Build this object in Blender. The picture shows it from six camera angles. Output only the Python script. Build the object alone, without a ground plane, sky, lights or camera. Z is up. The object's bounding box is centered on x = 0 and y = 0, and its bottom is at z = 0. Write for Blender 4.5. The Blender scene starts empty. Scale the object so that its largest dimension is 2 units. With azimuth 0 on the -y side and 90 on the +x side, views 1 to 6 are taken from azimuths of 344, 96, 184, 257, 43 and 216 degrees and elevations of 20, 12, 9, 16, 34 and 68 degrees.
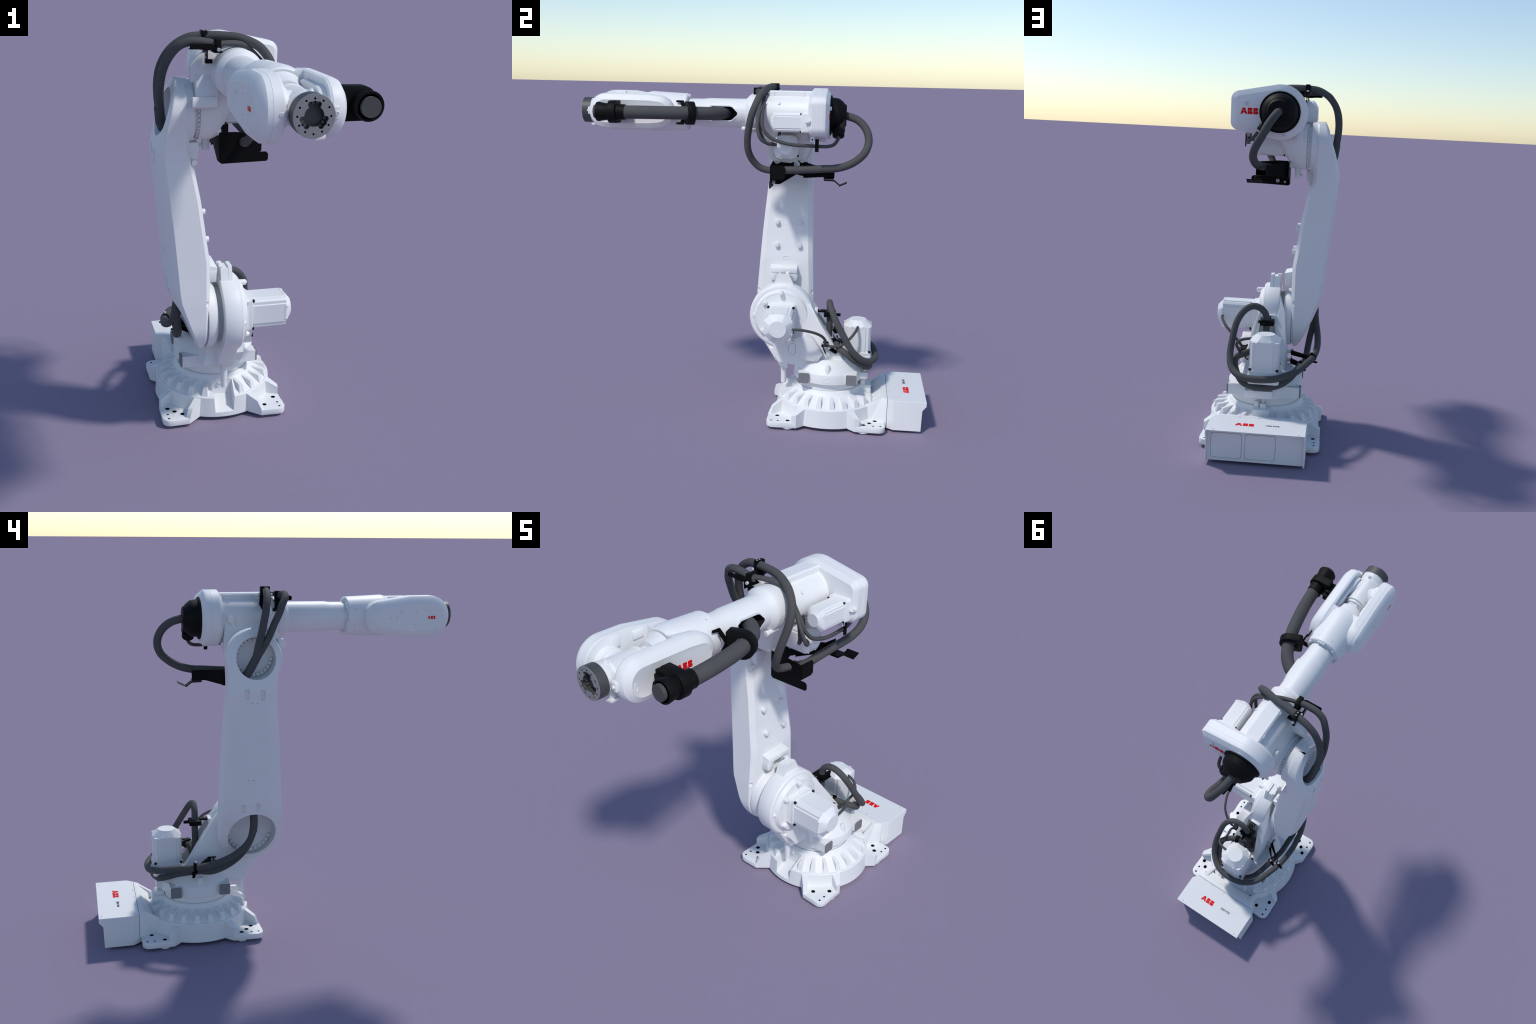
# Six-axis floor-standing industrial robot, white paint, grey dress-pack hoses.
# Frame: X is measured from the robot's symmetry plane (world x = X + 0.011); y, z are world.
import bpy, bmesh, math
from mathutils import Vector, Matrix
from math import sin, cos, pi, radians, sqrt, atan2

AX0, AY0 = 0.011, 0.438            # axis 1 in world x, y
AX2 = (0.158, 0.588)               # axis 2 (runs along x): y, z
AX3 = (0.158, 1.563)               # axis 3 (runs along x): y, z
ZA = 1.743                         # axis 4 / 6 height (runs along y at X = 0)
Y5 = -0.843                        # axis 5 (runs along x at z = ZA)
COL = bpy.context.scene.collection

# ------------------------------------------------------------------ materials
def material(name, color, rough=0.45, metallic=0.0, noise=0.03, scale=30.0, bump=0.0, coat=0.0, bscale=None, spec=0.5):
    m = bpy.data.materials.new(name); m.use_nodes = True
    nt = m.node_tree; b = nt.nodes['Principled BSDF']
    tc = nt.nodes.new('ShaderNodeTexCoord')
    nz = nt.nodes.new('ShaderNodeTexNoise'); nz.inputs['Scale'].default_value = scale
    nz.inputs['Detail'].default_value = 4.0
    nt.links.new(tc.outputs['Object'], nz.inputs['Vector'])
    cr = nt.nodes.new('ShaderNodeValToRGB')
    lo = [c * (1 - noise) for c in color]; hi = [min(1, c * (1 + noise)) for c in color]
    cr.color_ramp.elements[0].position = 0.3; cr.color_ramp.elements[1].position = 0.7
    cr.color_ramp.elements[0].color = (*lo, 1); cr.color_ramp.elements[1].color = (*hi, 1)
    nt.links.new(nz.outputs['Fac'], cr.inputs['Fac'])
    nt.links.new(cr.outputs['Color'], b.inputs['Base Color'])
    b.inputs['Roughness'].default_value = rough; b.inputs['Metallic'].default_value = metallic
    b.inputs['Coat Weight'].default_value = coat; b.inputs['Specular IOR Level'].default_value = spec
    if bump > 0:
        n2 = nt.nodes.new('ShaderNodeTexNoise'); n2.inputs['Scale'].default_value = bscale or 400.0
        nt.links.new(tc.outputs['Object'], n2.inputs['Vector'])
        bp = nt.nodes.new('ShaderNodeBump'); bp.inputs['Strength'].default_value = bump
        bp.inputs['Distance'].default_value = 0.001
        nt.links.new(n2.outputs['Fac'], bp.inputs['Height'])
        nt.links.new(bp.outputs['Normal'], b.inputs['Normal'])
    return m

WHITE = material('white_paint', (0.80, 0.80, 0.80), 0.5, noise=0.008, scale=9, bump=0.04)
HOSE = material('grey_rubber', (0.080, 0.080, 0.081), 0.75, noise=0.05, scale=25, bump=0.1, spec=0.2)
BLACK = material('black_plastic', (0.004, 0.004, 0.004), 0.6, noise=0.1, bump=0.1, spec=0.15)
METALBLK = material('black_sheet_metal', (0.003, 0.003, 0.003), 0.6, noise=0.1, spec=0.12)
GREY = material('grey_stop', (0.20, 0.20, 0.205), 0.6, noise=0.04)
FLANGE = material('flange_face_grey', (0.23, 0.23, 0.235), 0.45, noise=0.03)
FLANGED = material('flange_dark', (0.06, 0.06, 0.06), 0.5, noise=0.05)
RED = material('red_print', (0.80, 0.002, 0.006), 0.6, noise=0.01, spec=0.2)
INK = material('black_print', (0.02, 0.02, 0.02), 0.6, noise=0.02)
HOLE = material('hole_black', (0.004, 0.004, 0.004), 0.8, noise=0.05)  # inside cut holes this puts their shade into the colour; also black screws
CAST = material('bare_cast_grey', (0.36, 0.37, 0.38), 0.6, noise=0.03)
STEEL = material('zinc_bolt', (0.55, 0.55, 0.56), 0.4, noise=0.04)

# ------------------------------------------------------------------ hierarchy
root = bpy.data.objects.new('industrial_robot', None)
root.empty_display_size = 0.1
root.location = (AX0, AY0, 0.0)
root['label'] = 'white six-axis industrial robot arm with grey hoses'
root['category'] = 'industrial robot'
COL.objects.link(root)

def put(name, me, mat=None, parent=None):
    ob = bpy.data.objects.new(name, me)
    if mat is not None and not me.materials: me.materials.append(mat)
    COL.objects.link(ob); ob.parent = parent or root
    return ob

def finish(bm, name, mats, parent=None, angle=32, origin=True):
    bmesh.ops.recalc_face_normals(bm, faces=bm.faces)
    if origin:
        bmesh.ops.translate(bm, verts=bm.verts, vec=(0, -AY0, 0))
    me = bpy.data.meshes.new(name); bm.to_mesh(me); bm.free()
    for m in (mats if isinstance(mats, (list, tuple)) else [mats]): me.materials.append(m)
    me.polygons.foreach_set('use_smooth', [True] * len(me.polygons))
    me.set_sharp_from_angle(angle=radians(angle))
    return put(name, me, None, parent)

# ------------------------------------------------------------------ solids (all return / fill bmesh in X, y, z)
def frame(axis):
    """map local (a, b, h) -> (X, y, z): h runs along the axis."""
    if axis == 'x': return lambda a, b, h: (h, a, b)
    if axis == 'y': return lambda a, b, h: (a, h, b)
    return lambda a, b, h: (a, b, h)

def add_rings(bm, rings, cap0=True, cap1=True, mi=0):
    vs = [[bm.verts.new(p) for p in r] for r in rings]; n = len(rings[0]); fs = []
    for A, B in zip(vs, vs[1:]):
        for i in range(n):
            j = (i + 1) % n
            fs.append(bm.faces.new((A[i], A[j], B[j], B[i])))
    if cap0: fs.append(bm.faces.new(list(reversed(vs[0]))))
    if cap1: fs.append(bm.faces.new(vs[-1]))
    for f in fs: f.material_index = mi
    return fs

def lathe(bm, axis, centre, prof, n=64, mi=0):
    """prof: (h, r) pairs along the axis; centre: the two coordinates across the axis."""
    F = frame(axis); rings = []
    for h, r in prof:
        r = max(r, 1e-4)
        rings.append([F(centre[0] + r * cos(2 * pi * k / n), centre[1] + r * sin(2 * pi * k / n), h) for k in range(n)])
    return add_rings(bm, rings, mi=mi)

def prism(bm, axis, poly, lo, hi, mi=0):
    F = frame(axis)
    return add_rings(bm, [[F(a, b, lo) for a, b in poly], [F(a, b, hi) for a, b in poly]], mi=mi)

def box(bm, x, y, z, mi=0):
    return prism(bm, 'z', [(x[0], y[0]), (x[1], y[0]), (x[1], y[1]), (x[0], y[1])], z[0], z[1], mi)

def hull(bm, pts, mi=0):
    vs = [bm.verts.new(p) for p in pts]
    r = bmesh.ops.convex_hull(bm, input=vs)
    dead = [v for v in vs if v.is_valid and not v.link_faces]
    bmesh.ops.delete(bm, geom=dead, context='VERTS')
    fs = [g for g in r['geom'] if isinstance(g, bmesh.types.BMFace) and g.is_valid]
    bmesh.ops.dissolve_limit(bm, angle_limit=radians(1), verts=list({v for f in fs for v in f.verts}), edges=list({e for f in fs for e in f.edges}))

def cyl(bm, p0, p1, r0, r1=None, n=24, mi=0):
    p0, p1 = Vector(p0), Vector(p1); d = (p1 - p0).normalized()
    u = d.orthogonal().normalized(); w = d.cross(u); r1 = r0 if r1 is None else r1
    R = lambda p, r: [p + r * (cos(2 * pi * k / n) * u + sin(2 * pi * k / n) * w) for k in range(n)]
    return add_rings(bm, [R(p0, r0), R(p1, r1)], mi=mi)

def bevel(bm, w, segs=2, ang=28):
    bm.normal_update()
    es = [e for e in bm.edges if len(e.link_faces) == 2 and e.calc_face_angle(0) > radians(ang)]
    if es:
        bmesh.ops.bevel(bm, geom=es, offset=w, segments=segs, profile=0.5, affect='EDGES', clamp_overlap=True)

def rounded(poly_or_rect, r, n=6):
    x0, x1, y0, y1 = poly_or_rect; out = []
    for cx, cy, a0 in ((x1 - r, y1 - r, 0), (x0 + r, y1 - r, 90), (x0 + r, y0 + r, 180), (x1 - r, y0 + r, 270)):
        for k in range(n + 1):
            a = radians(a0 + 90 * k / n); out.append((cx + r * cos(a), cy + r * sin(a)))
    return out

def circle_hull(circles, n=96):
    """outline of the convex hull of circles (a, b, r) sampled by direction (support function)."""
    out = []
    for k in range(n):
        t = 2 * pi * k / n; c, s = cos(t), sin(t)
        a, b, r = max(circles, key=lambda q: q[0] * c + q[1] * s + q[2])
        out.append((a + r * c, b + r * s))
    return out

def interp(x, table):
    if x <= table[0][0]: return table[0][1]
    for (a, va), (b, vb) in zip(table, table[1:]):
        if x <= b: return va + (vb - va) * (x - a) / (b - a)
    return table[-1][1]

def to_temp(bm, mats):
    bmesh.ops.recalc_face_normals(bm, faces=bm.faces)
    me = bpy.data.meshes.new('tmp'); bm.to_mesh(me); bm.free()
    for m in mats: me.materials.append(m)
    ob = bpy.data.objects.new('tmp', me); COL.objects.link(ob); return ob

def boolean(bm, cutters, mats=(None,), op='DIFFERENCE'):
    """cut bm (material 0) with a list of cutter bmeshes; cut walls take the cutter's material."""
    mats = [m for m in mats if m]
    a = to_temp(bm, mats or [WHITE]); cs = []
    for c, cm in cutters:
        o = to_temp(c, [cm]); cs.append(o)
        md = a.modifiers.new('b', 'BOOLEAN'); md.object = o; md.operation = op; md.solver = 'EXACT'
        md.material_mode = 'TRANSFER'
    dg = bpy.context.evaluated_depsgraph_get()
    me = bpy.data.meshes.new_from_object(a.evaluated_get(dg))
    out = bmesh.new(); out.from_mesh(me); ml = list(me.materials)
    for o in [a] + cs:
        d = o.data; bpy.data.objects.remove(o); bpy.data.meshes.remove(d)
    bpy.data.meshes.remove(me)
    return out, ml

def catmull(pts, step=0.008):
    P = [Vector(p) for p in pts]; P = [P[0] * 2 - P[1]] + P + [P[-1] * 2 - P[-2]]; out = []
    for i in range(1, len(P) - 2):
        p0, p1, p2, p3 = P[i - 1:i + 3]; n = max(2, int((p2 - p1).length / step))
        t0 = 0; t1 = (p1 - p0).length ** .5; t2 = t1 + (p2 - p1).length ** .5; t3 = t2 + (p3 - p2).length ** .5
        for k in range(n):
            t = t1 + (t2 - t1) * k / n
            a1 = p0 * ((t1 - t) / (t1 - t0)) + p1 * ((t - t0) / (t1 - t0)); a2 = p1 * ((t2 - t) / (t2 - t1)) + p2 * ((t - t1) / (t2 - t1))
            a3 = p2 * ((t3 - t) / (t3 - t2)) + p3 * ((t - t2) / (t3 - t2))
            b1 = a1 * ((t2 - t) / (t2 - t0)) + a2 * ((t - t0) / (t2 - t0)); b2 = a2 * ((t3 - t) / (t3 - t1)) + a3 * ((t - t1) / (t3 - t1))
            out.append(b1 * ((t2 - t) / (t2 - t1)) + b2 * ((t - t1) / (t2 - t1)))
    out.append(P[-2]); return out

def tube(name, pts, r, parent=None, mat=None, n=24):
    c = catmull(pts); bm = bmesh.new(); rings = []
    d = (c[1] - c[0]).normalized(); u = d.orthogonal().normalized()
    for i, p in enumerate(c):
        t = (c[min(i + 1, len(c) - 1)] - c[max(i - 1, 0)]).normalized()
        u = (u - t * u.dot(t)).normalized(); w = t.cross(u)
        rings.append([p + r * (cos(2 * pi * k / n) * u + sin(2 * pi * k / n) * w) for k in range(n)])
    add_rings(bm, rings)
    return finish(bm, name, mat or HOSE, parent, angle=50)

# instanced screws ---------------------------------------------------------------
def screw_mesh(name, r, h, mat, socket=True):
    bm = bmesh.new(); n = 20
    prof = [(0, r), (h * .8, r), (h, r * .85)]
    if socket: prof += [(h, r * .45), (h * .5, r * .4)]
    lathe(bm, 'z', (0, 0), prof + [(prof[-1][0], 0)], n)
    if socket: pass
    bmesh.ops.recalc_face_normals(bm, faces=bm.faces)
    me = bpy.data.meshes.new(name); bm.to_mesh(me); bm.free(); me.materials.append(mat)
    me.polygons.foreach_set('use_smooth', [True] * len(me.polygons)); me.set_sharp_from_angle(angle=radians(35))
    return me

DIRS = {'+x': (1, 0, 0), '-x': (-1, 0, 0), '+y': (0, 1, 0), '-y': (0, -1, 0), '+z': (0, 0, 1), '-z': (0, 0, -1)}
def place(name, me, pos, direction, parent=None, scale=1.0):
    ob = bpy.data.objects.new(name, me); COL.objects.link(ob); ob.parent = parent or root
    d = Vector(DIRS[direction]) if isinstance(direction, str) else Vector(direction).normalized()
    ob.location = Vector(pos) - Vector((0, AY0, 0))
    ob.rotation_mode = 'QUATERNION'; ob.rotation_quaternion = d.to_track_quat('Z', 'Y')
    ob.scale = (scale,) * 3
    return ob

HUB_B = screw_mesh('hub_bolt', 0.0095, 0.017, WHITE, False)
BOLT_W = screw_mesh('white_bolt', 0.0085, 0.010, WHITE, False)
SOCK_W = screw_mesh('white_socket_screw', 0.010, 0.012, WHITE)
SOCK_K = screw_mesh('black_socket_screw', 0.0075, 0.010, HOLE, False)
BOLT_S = screw_mesh('steel_bolt', 0.0075, 0.010, STEEL)
SCREW_T = screw_mesh('small_screw', 0.004, 0.002, STEEL)

# ------------------------------------------------------------------ lettering
def letters_abb(name, height, origin, right, up, parent, depth=0.0012):
    """block letters A B B, split by a thin cross in each letter."""
    g = 0.02; B = lambda x: [
        [(x, .5 + g), (x, 1), (x + .36, 1), (x + .36, .5 + g)], [(x, 0), (x, .5 - g), (x + .36, .5 - g), (x + .36, 0)],
        [(x + .36 + g, .5 + g), (x + .36 + g, 1), (x + .62, 1), (x + .72, .92), (x + .74, .78), (x + .70, .62), (x + .6, .5 + g)],
        [(x + .36 + g, 0), (x + .36 + g, .5 - g), (x + .64, .5 - g), (x + .76, .42), (x + .8, .26), (x + .76, .1), (x + .64, 0)]]
    polys = [
        [(.14, .5 + g), (.36, 1), (.52, 1), (.52, .5 + g)], [(.0, 0), (.12, .5 - g), (.52, .5 - g), (.52, .22), (.36, .22), (.3, 0)],
        [(.55, .5 + g), (.55, 1), (.70, 1), (.88, .5 + g)], [(.55, .22), (.55, .5 - g), (.90, .5 - g), (1.06, 0), (.76, 0), (.68, .22)]]
    polys += B(1.14) + B(2.04)
    o, r, u = Vector(origin), Vector(right), Vector(up); nrm = r.cross(u); bm = bmesh.new()
    for p in polys:
        P = [o + r * ((x - 1.42) * height) + u * ((y - .5) * height) for x, y in p]
        add_rings(bm, [[q - nrm * depth * .3 for q in P], [q + nrm * depth for q in P]])
    return finish(bm, name, RED, parent)

def text(name, s, size, origin, right, up, parent, mat, extrude=0.0006):
    cu = bpy.data.curves.new(name, 'FONT'); cu.body = s; cu.size = size; cu.extrude = extrude; cu.offset = size * 0.012
    cu.align_x = 'LEFT'; cu.align_y = 'CENTER'; cu.resolution_u = 3
    ob = bpy.data.objects.new(name, cu); COL.objects.link(ob)
    dg = bpy.context.evaluated_depsgraph_get(); me = bpy.data.meshes.new_from_object(ob.evaluated_get(dg))
    bpy.data.objects.remove(ob); bpy.data.curves.remove(cu)
    r, u = Vector(right), Vector(up); n = r.cross(u)
    M = Matrix((r, u, n)).transposed().to_4x4(); M.translation = Vector(origin) - Vector((0, AY0, 0))
    me.transform(M); me.materials.clear(); me.materials.append(mat); me.name = name
    return put(name, me, None, parent)

# ------------------------------------------------------------------ motors
def motor(name, base, direction, hw, length, parent, roll=0.0, flange=0.02, screws=True, ch=.52):
    """square servo motor with cut corners, corner channels and a stepped end cap (built along +z)."""
    prof8 = [(1, -.58), (1, .58), (.93, .61), (.93, .80), (.80, .93), (.61, .93)]
    sec = []
    for q in range(4):
        t = q * pi / 2
        for x, y in prof8: sec.append((x * cos(t) - y * sin(t), x * sin(t) + y * cos(t)))
    L = length; cap = hw * 0.42; bm = bmesh.new()
    R = lambda s, z, pts=sec: [(x * hw * s, y * hw * s, z) for x, y in pts]
    add_rings(bm, [R(1, 0), R(1, L - cap)])
    f = hw * 1.0
    fl = [(f, -f * .62), (f, f * .62), (f * .94, f * .94), (f * .62, f), (-f * .62, f), (-f * .94, f * .94), (-f, f * .62), (-f, -f * .62), (-f * .94, -f * .94), (-f * .62, -f), (f * .62, -f), (f * .94, -f * .94)]
    add_rings(bm, [[(x * 1.05, y * 1.05, -0.012) for x, y in fl], [(x * 1.05, y * 1.05, flange - .003) for x, y in fl], [(x * 1.02, y * 1.02, flange) for x, y in fl]])
    sq = lambda t: min(1 / max(abs(cos(t)), 1e-6), 1 / max(abs(sin(t)), 1e-6), (2 - ch) / (abs(cos(t)) + abs(sin(t))))
    ts = sorted([2 * pi * (k + .5) / 64 for k in range(64)] + [(q * pi / 2 + s * atan2(1 - ch, 1)) % (2 * pi) for q in range(4) for s in (-1, 1)])
    O = lambda s, z: [(1.012 * sq(t) * hw * s * cos(t), 1.012 * sq(t) * hw * s * sin(t), z) for t in ts]
    Cc = lambda s, z: [(hw * s * cos(t), hw * s * sin(t), z) for t in ts]
    z0 = L - cap
    add_rings(bm, [O(1.0, z0 - hw * .1), O(1.0, z0 + hw * .02), O(.96, z0 + hw * .08), Cc(.62, L - hw * .03), Cc(.60, L)])
    for q in range(8):
        t = q * pi / 4 + pi / 8
        rr = hw * (sq(t) - .02); cyl(bm, (rr * cos(t), rr * sin(t), z0 - hw * .02), (rr * cos(t), rr * sin(t), z0 + hw * .09), hw * .055, n=10)
    bmesh.ops.recalc_face_normals(bm, faces=bm.faces)
    me = bpy.data.meshes.new(name); bm.to_mesh(me); bm.free(); me.materials.append(WHITE)
    me.polygons.foreach_set('use_smooth', [True] * len(me.polygons)); me.set_sharp_from_angle(angle=radians(30))
    ob = place(name, me, base, direction, parent)
    if roll: ob.rotation_quaternion = ob.rotation_quaternion @ Matrix.Rotation(roll, 3, 'Z').to_quaternion()
    if screws:
        for sx in (-1, 1):
            for sy in (-1, 1):
                s = bpy.data.objects.new('motor_screw', SOCK_K); COL.objects.link(s); s.parent = ob
                s.location = (sx * hw * .915, sy * hw * .915, flange - .002); s.scale = (hw / .075,) * 3
    return ob

# =================================================================== BASE
bm = bmesh.new()
lathe(bm, 'z', (0, AY0), [(.015, 0), (.015, .300), (.019, .304), (.118, .2955), (.121, .292), (.121, .284), (.172, .206), (.180, .198), (.193, .192), (.197, .184), (.192, .180), (.192, 0)], 128)
notch = bmesh.new()
prism(notch, 'x', [(.05, .041), (.139, .041), (.226, .100), (.236, .13), (.240, .25), (.05, .25)], -.047, .047)
for v in notch.verts:
    v.co.x *= 1 + .16 * (v.co.z - .041) / .1
bm, ml = boolean(bm, [(notch, WHITE)], [WHITE])
pedestal = finish(bm, 'pedestal', ml, None, 30)

bm = bmesh.new()                                   # one cooling rib, radial along +X from axis 1
w0, w1, w2 = .0080, .0110, .0165
rib = [(.202, -w0, .1725), (.202, w0, .1725), (.2715, -w1, .1630), (.2715, w1, .1630), (.2850, -w2, .119), (.2850, w2, .119), (.285, -w2, .10), (.285, w2, .10), (.202, -w0 * 1.15, .14), (.202, w0 * 1.15, .14)]
hull(bm, rib); bevel(bm, .0007, 1)
bmesh.ops.recalc_face_normals(bm, faces=bm.faces)
rib_me = bpy.data.meshes.new('cooling_rib'); bm.to_mesh(rib_me); bm.free(); rib_me.materials.append(WHITE)
rib_me.polygons.foreach_set('use_smooth', [True] * len(rib_me.polygons)); rib_me.set_sharp_from_angle(angle=radians(30))
for side in (0, 1):
    for k in range(10):
        a = -70 + 15.35 * k
        if side: a = 180 - a
        ob = bpy.data.objects.new('cooling_rib', rib_me); COL.objects.link(ob); ob.parent = pedestal
        ob.rotation_euler = (0, 0, radians(a))

foot_corner = [(.285 - .03 + .06 * 0, 0)]
def foot(sx, sy, holes):
    bm = bmesh.new()
    arc = [(.275 + .040 * cos(radians(t)), -.294 - .040 * sin(radians(t))) for t in range(0, 91, 10)]
    pl = [(.10, -.14), (.10, -.254), (.110, -.2625), (.166, -.3130), (.184, -.3320)] + [(.252, -.3335), (.255, -.334)] + arc[::-1] + [(.315, -.25), (.3135, -.245), (.3128, -.164), (.263, -.109), (.2, -.1)]
    prism(bm, 'z', pl, .0135, .044)
    bevel(bm, .0025, 2, 40)
    c = bmesh.new()
    for (x, y, r) in holes: cyl(c, (x, y, .021), (x, y, .12), r, n=28)
    flip = lambda m: [setattr(v, 'co', Vector((v.co.x * sx, AY0 + v.co.y * -sy, v.co.z))) for v in m.verts]
    flip(bm); flip(c)
    bm, ml = boolean(bm, [(c, HOLE)], [WHITE])
    g = bmesh.new()
    hull(g, [(.262, -.108, .1205), (.236, -.150, .1205), (.2, -.11, .1205), (.309, -.191, .085), (.3130, -.164, .090), (.3130, -.164, .016), (.311, -.191, .016), (.262, -.108, .016), (.2, -.11, .016), (.236, -.15, .016)])
    if sy < 0: hull(g, [(.109, -.262, .1205), (.141, -.247, .1205), (.10, -.20, .1205), (.188, -.304, .087), (.166, -.3135, .089), (.184, -.3325, .047), (.2, -.3165, .047), (.184, -.332, .016), (.2, -.3165, .016), (.109, -.262, .016), (.10, -.2, .016), (.141, -.247, .016)])
    flip(g); finish(g, 'foot_gusset', WHITE, pedestal, 30)
    f = finish(bm, 'foot', ml, pedestal, 30)
    p = bmesh.new(); cx, cy = sx * .278, AY0 + sy * .213
    lathe(p, 'z', (cx, cy), [(0.0, .026), (.004, .032), (.016, .034)], 32)
    finish(p, 'foot_pad', WHITE, f)
    for (x, y, r) in holes:
        if r > .01:
            q = bmesh.new(); X, Y = sx * x, AY0 + y * -sy
            for z0, z1, rr in ((.0435, .0446, .018),):
                n = 40
                ri = [(X + .0118 * cos(2 * pi * k / n), Y + .0118 * sin(2 * pi * k / n)) for k in range(n)]
                ro = [(X + rr * cos(2 * pi * k / n), Y + rr * sin(2 * pi * k / n)) for k in range(n)]
                vs = [[q.verts.new((*a, z)) for a in ring] for ring, z in ((ri, z0), (ri, z1), (ro, z1), (ro, z0))]
                for A, B in zip(vs, vs[1:] + vs[:1]):
                    for k in range(n): q.faces.new((A[k], A[(k + 1) % n], B[(k + 1) % n], B[k]))
            finish(q, 'bolt_seat', WHITE, f)
    return f
two = [(.213, -.278, .0115), (.278, -.213, .0115), (.285, -.268, .006), (.285, -.308, .006)]
three = two + [(.248, -.2465, .0115)]
foot(1, -1, two); foot(1, 1, three); foot(-1, 1, two); foot(-1, -1, three)

# rear connector box -------------------------------------------------------------
conn = bmesh.new()
prism(conn, 'x', [(.782, .012), (.972, .012), (.976, .134), (.998, .160), (.998, .184), (.782, .184)], -.246, .246)
plan = bmesh.new()
prism(plan, 'z', [(-.30, 1.1), (-.30, .85), (-.247, .818), (-.205, .76), (.205, .76), (.247, .818), (.30, .85), (.30, 1.1)], -.05, .3)
conn, _ = boolean(conn, [(plan, WHITE)], [WHITE], 'INTERSECT')
rec = bmesh.new()
prism(rec, 'x', [(.950, -.02), (1.05, -.02), (1.05, .1805), (.950, .1805)], -.239, .239)
conn, ml = boolean(conn, [(rec, WHITE)], [WHITE])
for v in conn.verts: v.co.x *= 1 + .35 * (.184 - v.co.z) * .16
bevel(conn, .0012, 1, 30)
cbox = finish(conn, 'connector_box', WHITE, pedestal, 25)
bm = bmesh.new()
hull(bm, [(s * x, y, z) for s in (-1, 1) for x, y, z in ((.222, .780, .184), (.222, .780, .012), (.196, .752, .183), (.180, .715, .012), (.178, .735, .13), (.165, .66, .012))])
hull(bm, [(s * x, y, z) for s in (-1, 1) for x, y, z in ((.165, .756, .182), (.165, .70, .135), (.165, .70, .02), (.165, .756, .02))])
for s in (-1, 1):
    hull(bm, [(s * x, y, z) for x, y, z in ((.196, .755, .183), (.178, .655, .121), (.178, .655, .02), (.190, .755, .02), (.165, .755, .183), (.160, .66, .121), (.160, .66, .02), (.16, .755, .02))])
bevel(bm, .002, 2)
finish(bm, 'cable_duct', WHITE, pedestal, 30)
for x0, x1 in ((.068, .2225), (-.100, .052)):
    for nm, ins, dp, mt in (('dark_gap_plate', 0, .0006, INK), ('access_panel', .0013, .0012, WHITE)):  # dark plate behind each panel imitates the gap around it; no groove is cut
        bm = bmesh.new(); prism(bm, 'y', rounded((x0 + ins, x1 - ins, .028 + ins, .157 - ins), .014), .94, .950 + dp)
        finish(bm, nm, mt, cbox)
for p in ((.208, .981), (-.212, .981), (.099, .790), (-.001, .790), (-.1, .790)):
    place('cover_screw', SCREW_T, (p[0], p[1], .1835), '+z', cbox)
letters_abb('brand_letters', .0335, (.062, .892, .1842), (-1, 0, 0), (0, -1, 0), cbox)
text('model_lettering', 'IRB 5720', .0175, (-.048, .887, .1845), (-1, 0, 0), (0, -1, 0), cbox, INK)
bm = bmesh.new(); box(bm, (-.0445, -.0435), (.873, .902), (.1838, .1848)); finish(bm, 'lettering_bar', INK, cbox)
# sensor block on the rear of the pedestal
bm = bmesh.new(); box(bm, (-.040, .045), (.612, .690), (.11, .196)); bevel(bm, .003)
box(bm, (.018, .040), (.630, .655), (.19, .222)); cyl(bm, (.03, .642, .2), (.03, .642, .228), .012)
box(bm, (-.02, .012), (.622, .66), (.19, .218)); cyl(bm, (-.004, .64, .21), (-.004, .64, .242), .003)
finish(bm, 'sensor_block', WHITE, pedestal)
bm = bmesh.new(); lathe(bm, 'z', (.018, .226), [(.12, .002), (.12, .003)], 8)
bm.free()
place('notch_bolt', SOCK_W, (-.012, .243, .150), '-y', pedestal, 1.2)

# =================================================================== TURNTABLE
bm = bmesh.new()
lathe(bm, 'z', (0, AY0), [(.190, 0), (.190, .1815), (.1985, .1815), (.2005, .1815), (.212, .180), (.234, .180), (.238, .186), (.2385, .2025), (.241, .205), (.292, .205), (.298, .202), (.333, .172), (.360, .150), (.366, .14), (.366, 0)], 128)
for sx in (-1, 1):
    for sy in (-1, 1):
        hull(bm, [(sx * x, AY0 + sy * y, z) for x, y, z in ((.10, .108, .241), (.1925, .106, .243), (.1925, .164, .243), (.10, .17, .243), (.10, .10, .306), (.1925, .106, .300), (.1925, .164, .300), (.10, .168, .306))])
turntable = finish(bm, 'turntable', WHITE, None, 30)
bm = bmesh.new(); lathe(bm, 'z', (0, AY0), [(.190, .1840), (.1968, .1836)], 96); finish(bm, 'dark_seam_disc', INK, turntable)  # solid dark disc added to draw the seam line
for sx in (-1, 1):
    for sy in (-1, 1):
        bm = bmesh.new(); prism(bm, 'x', rounded((AY0 + sy * .135 - .030, AY0 + sy * .135 + .030, .2415, .3015), .008), .190, .1975)
        bevel(bm, .001, 1)
        for v in bm.verts: v.co.x *= sx
        st = finish(bm, 'stop_plate', GREY, turntable)
        bm = bmesh.new(); lathe(bm, 'x', (AY0 + sy * .135, .2705), [(.196, .0065), (.1985, .0062), (.1985, .0048), (.197, .0046)], 24)
        for v in bm.verts: v.co.x *= sx
        finish(bm, 'stop_screw', GREY, st)
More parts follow.
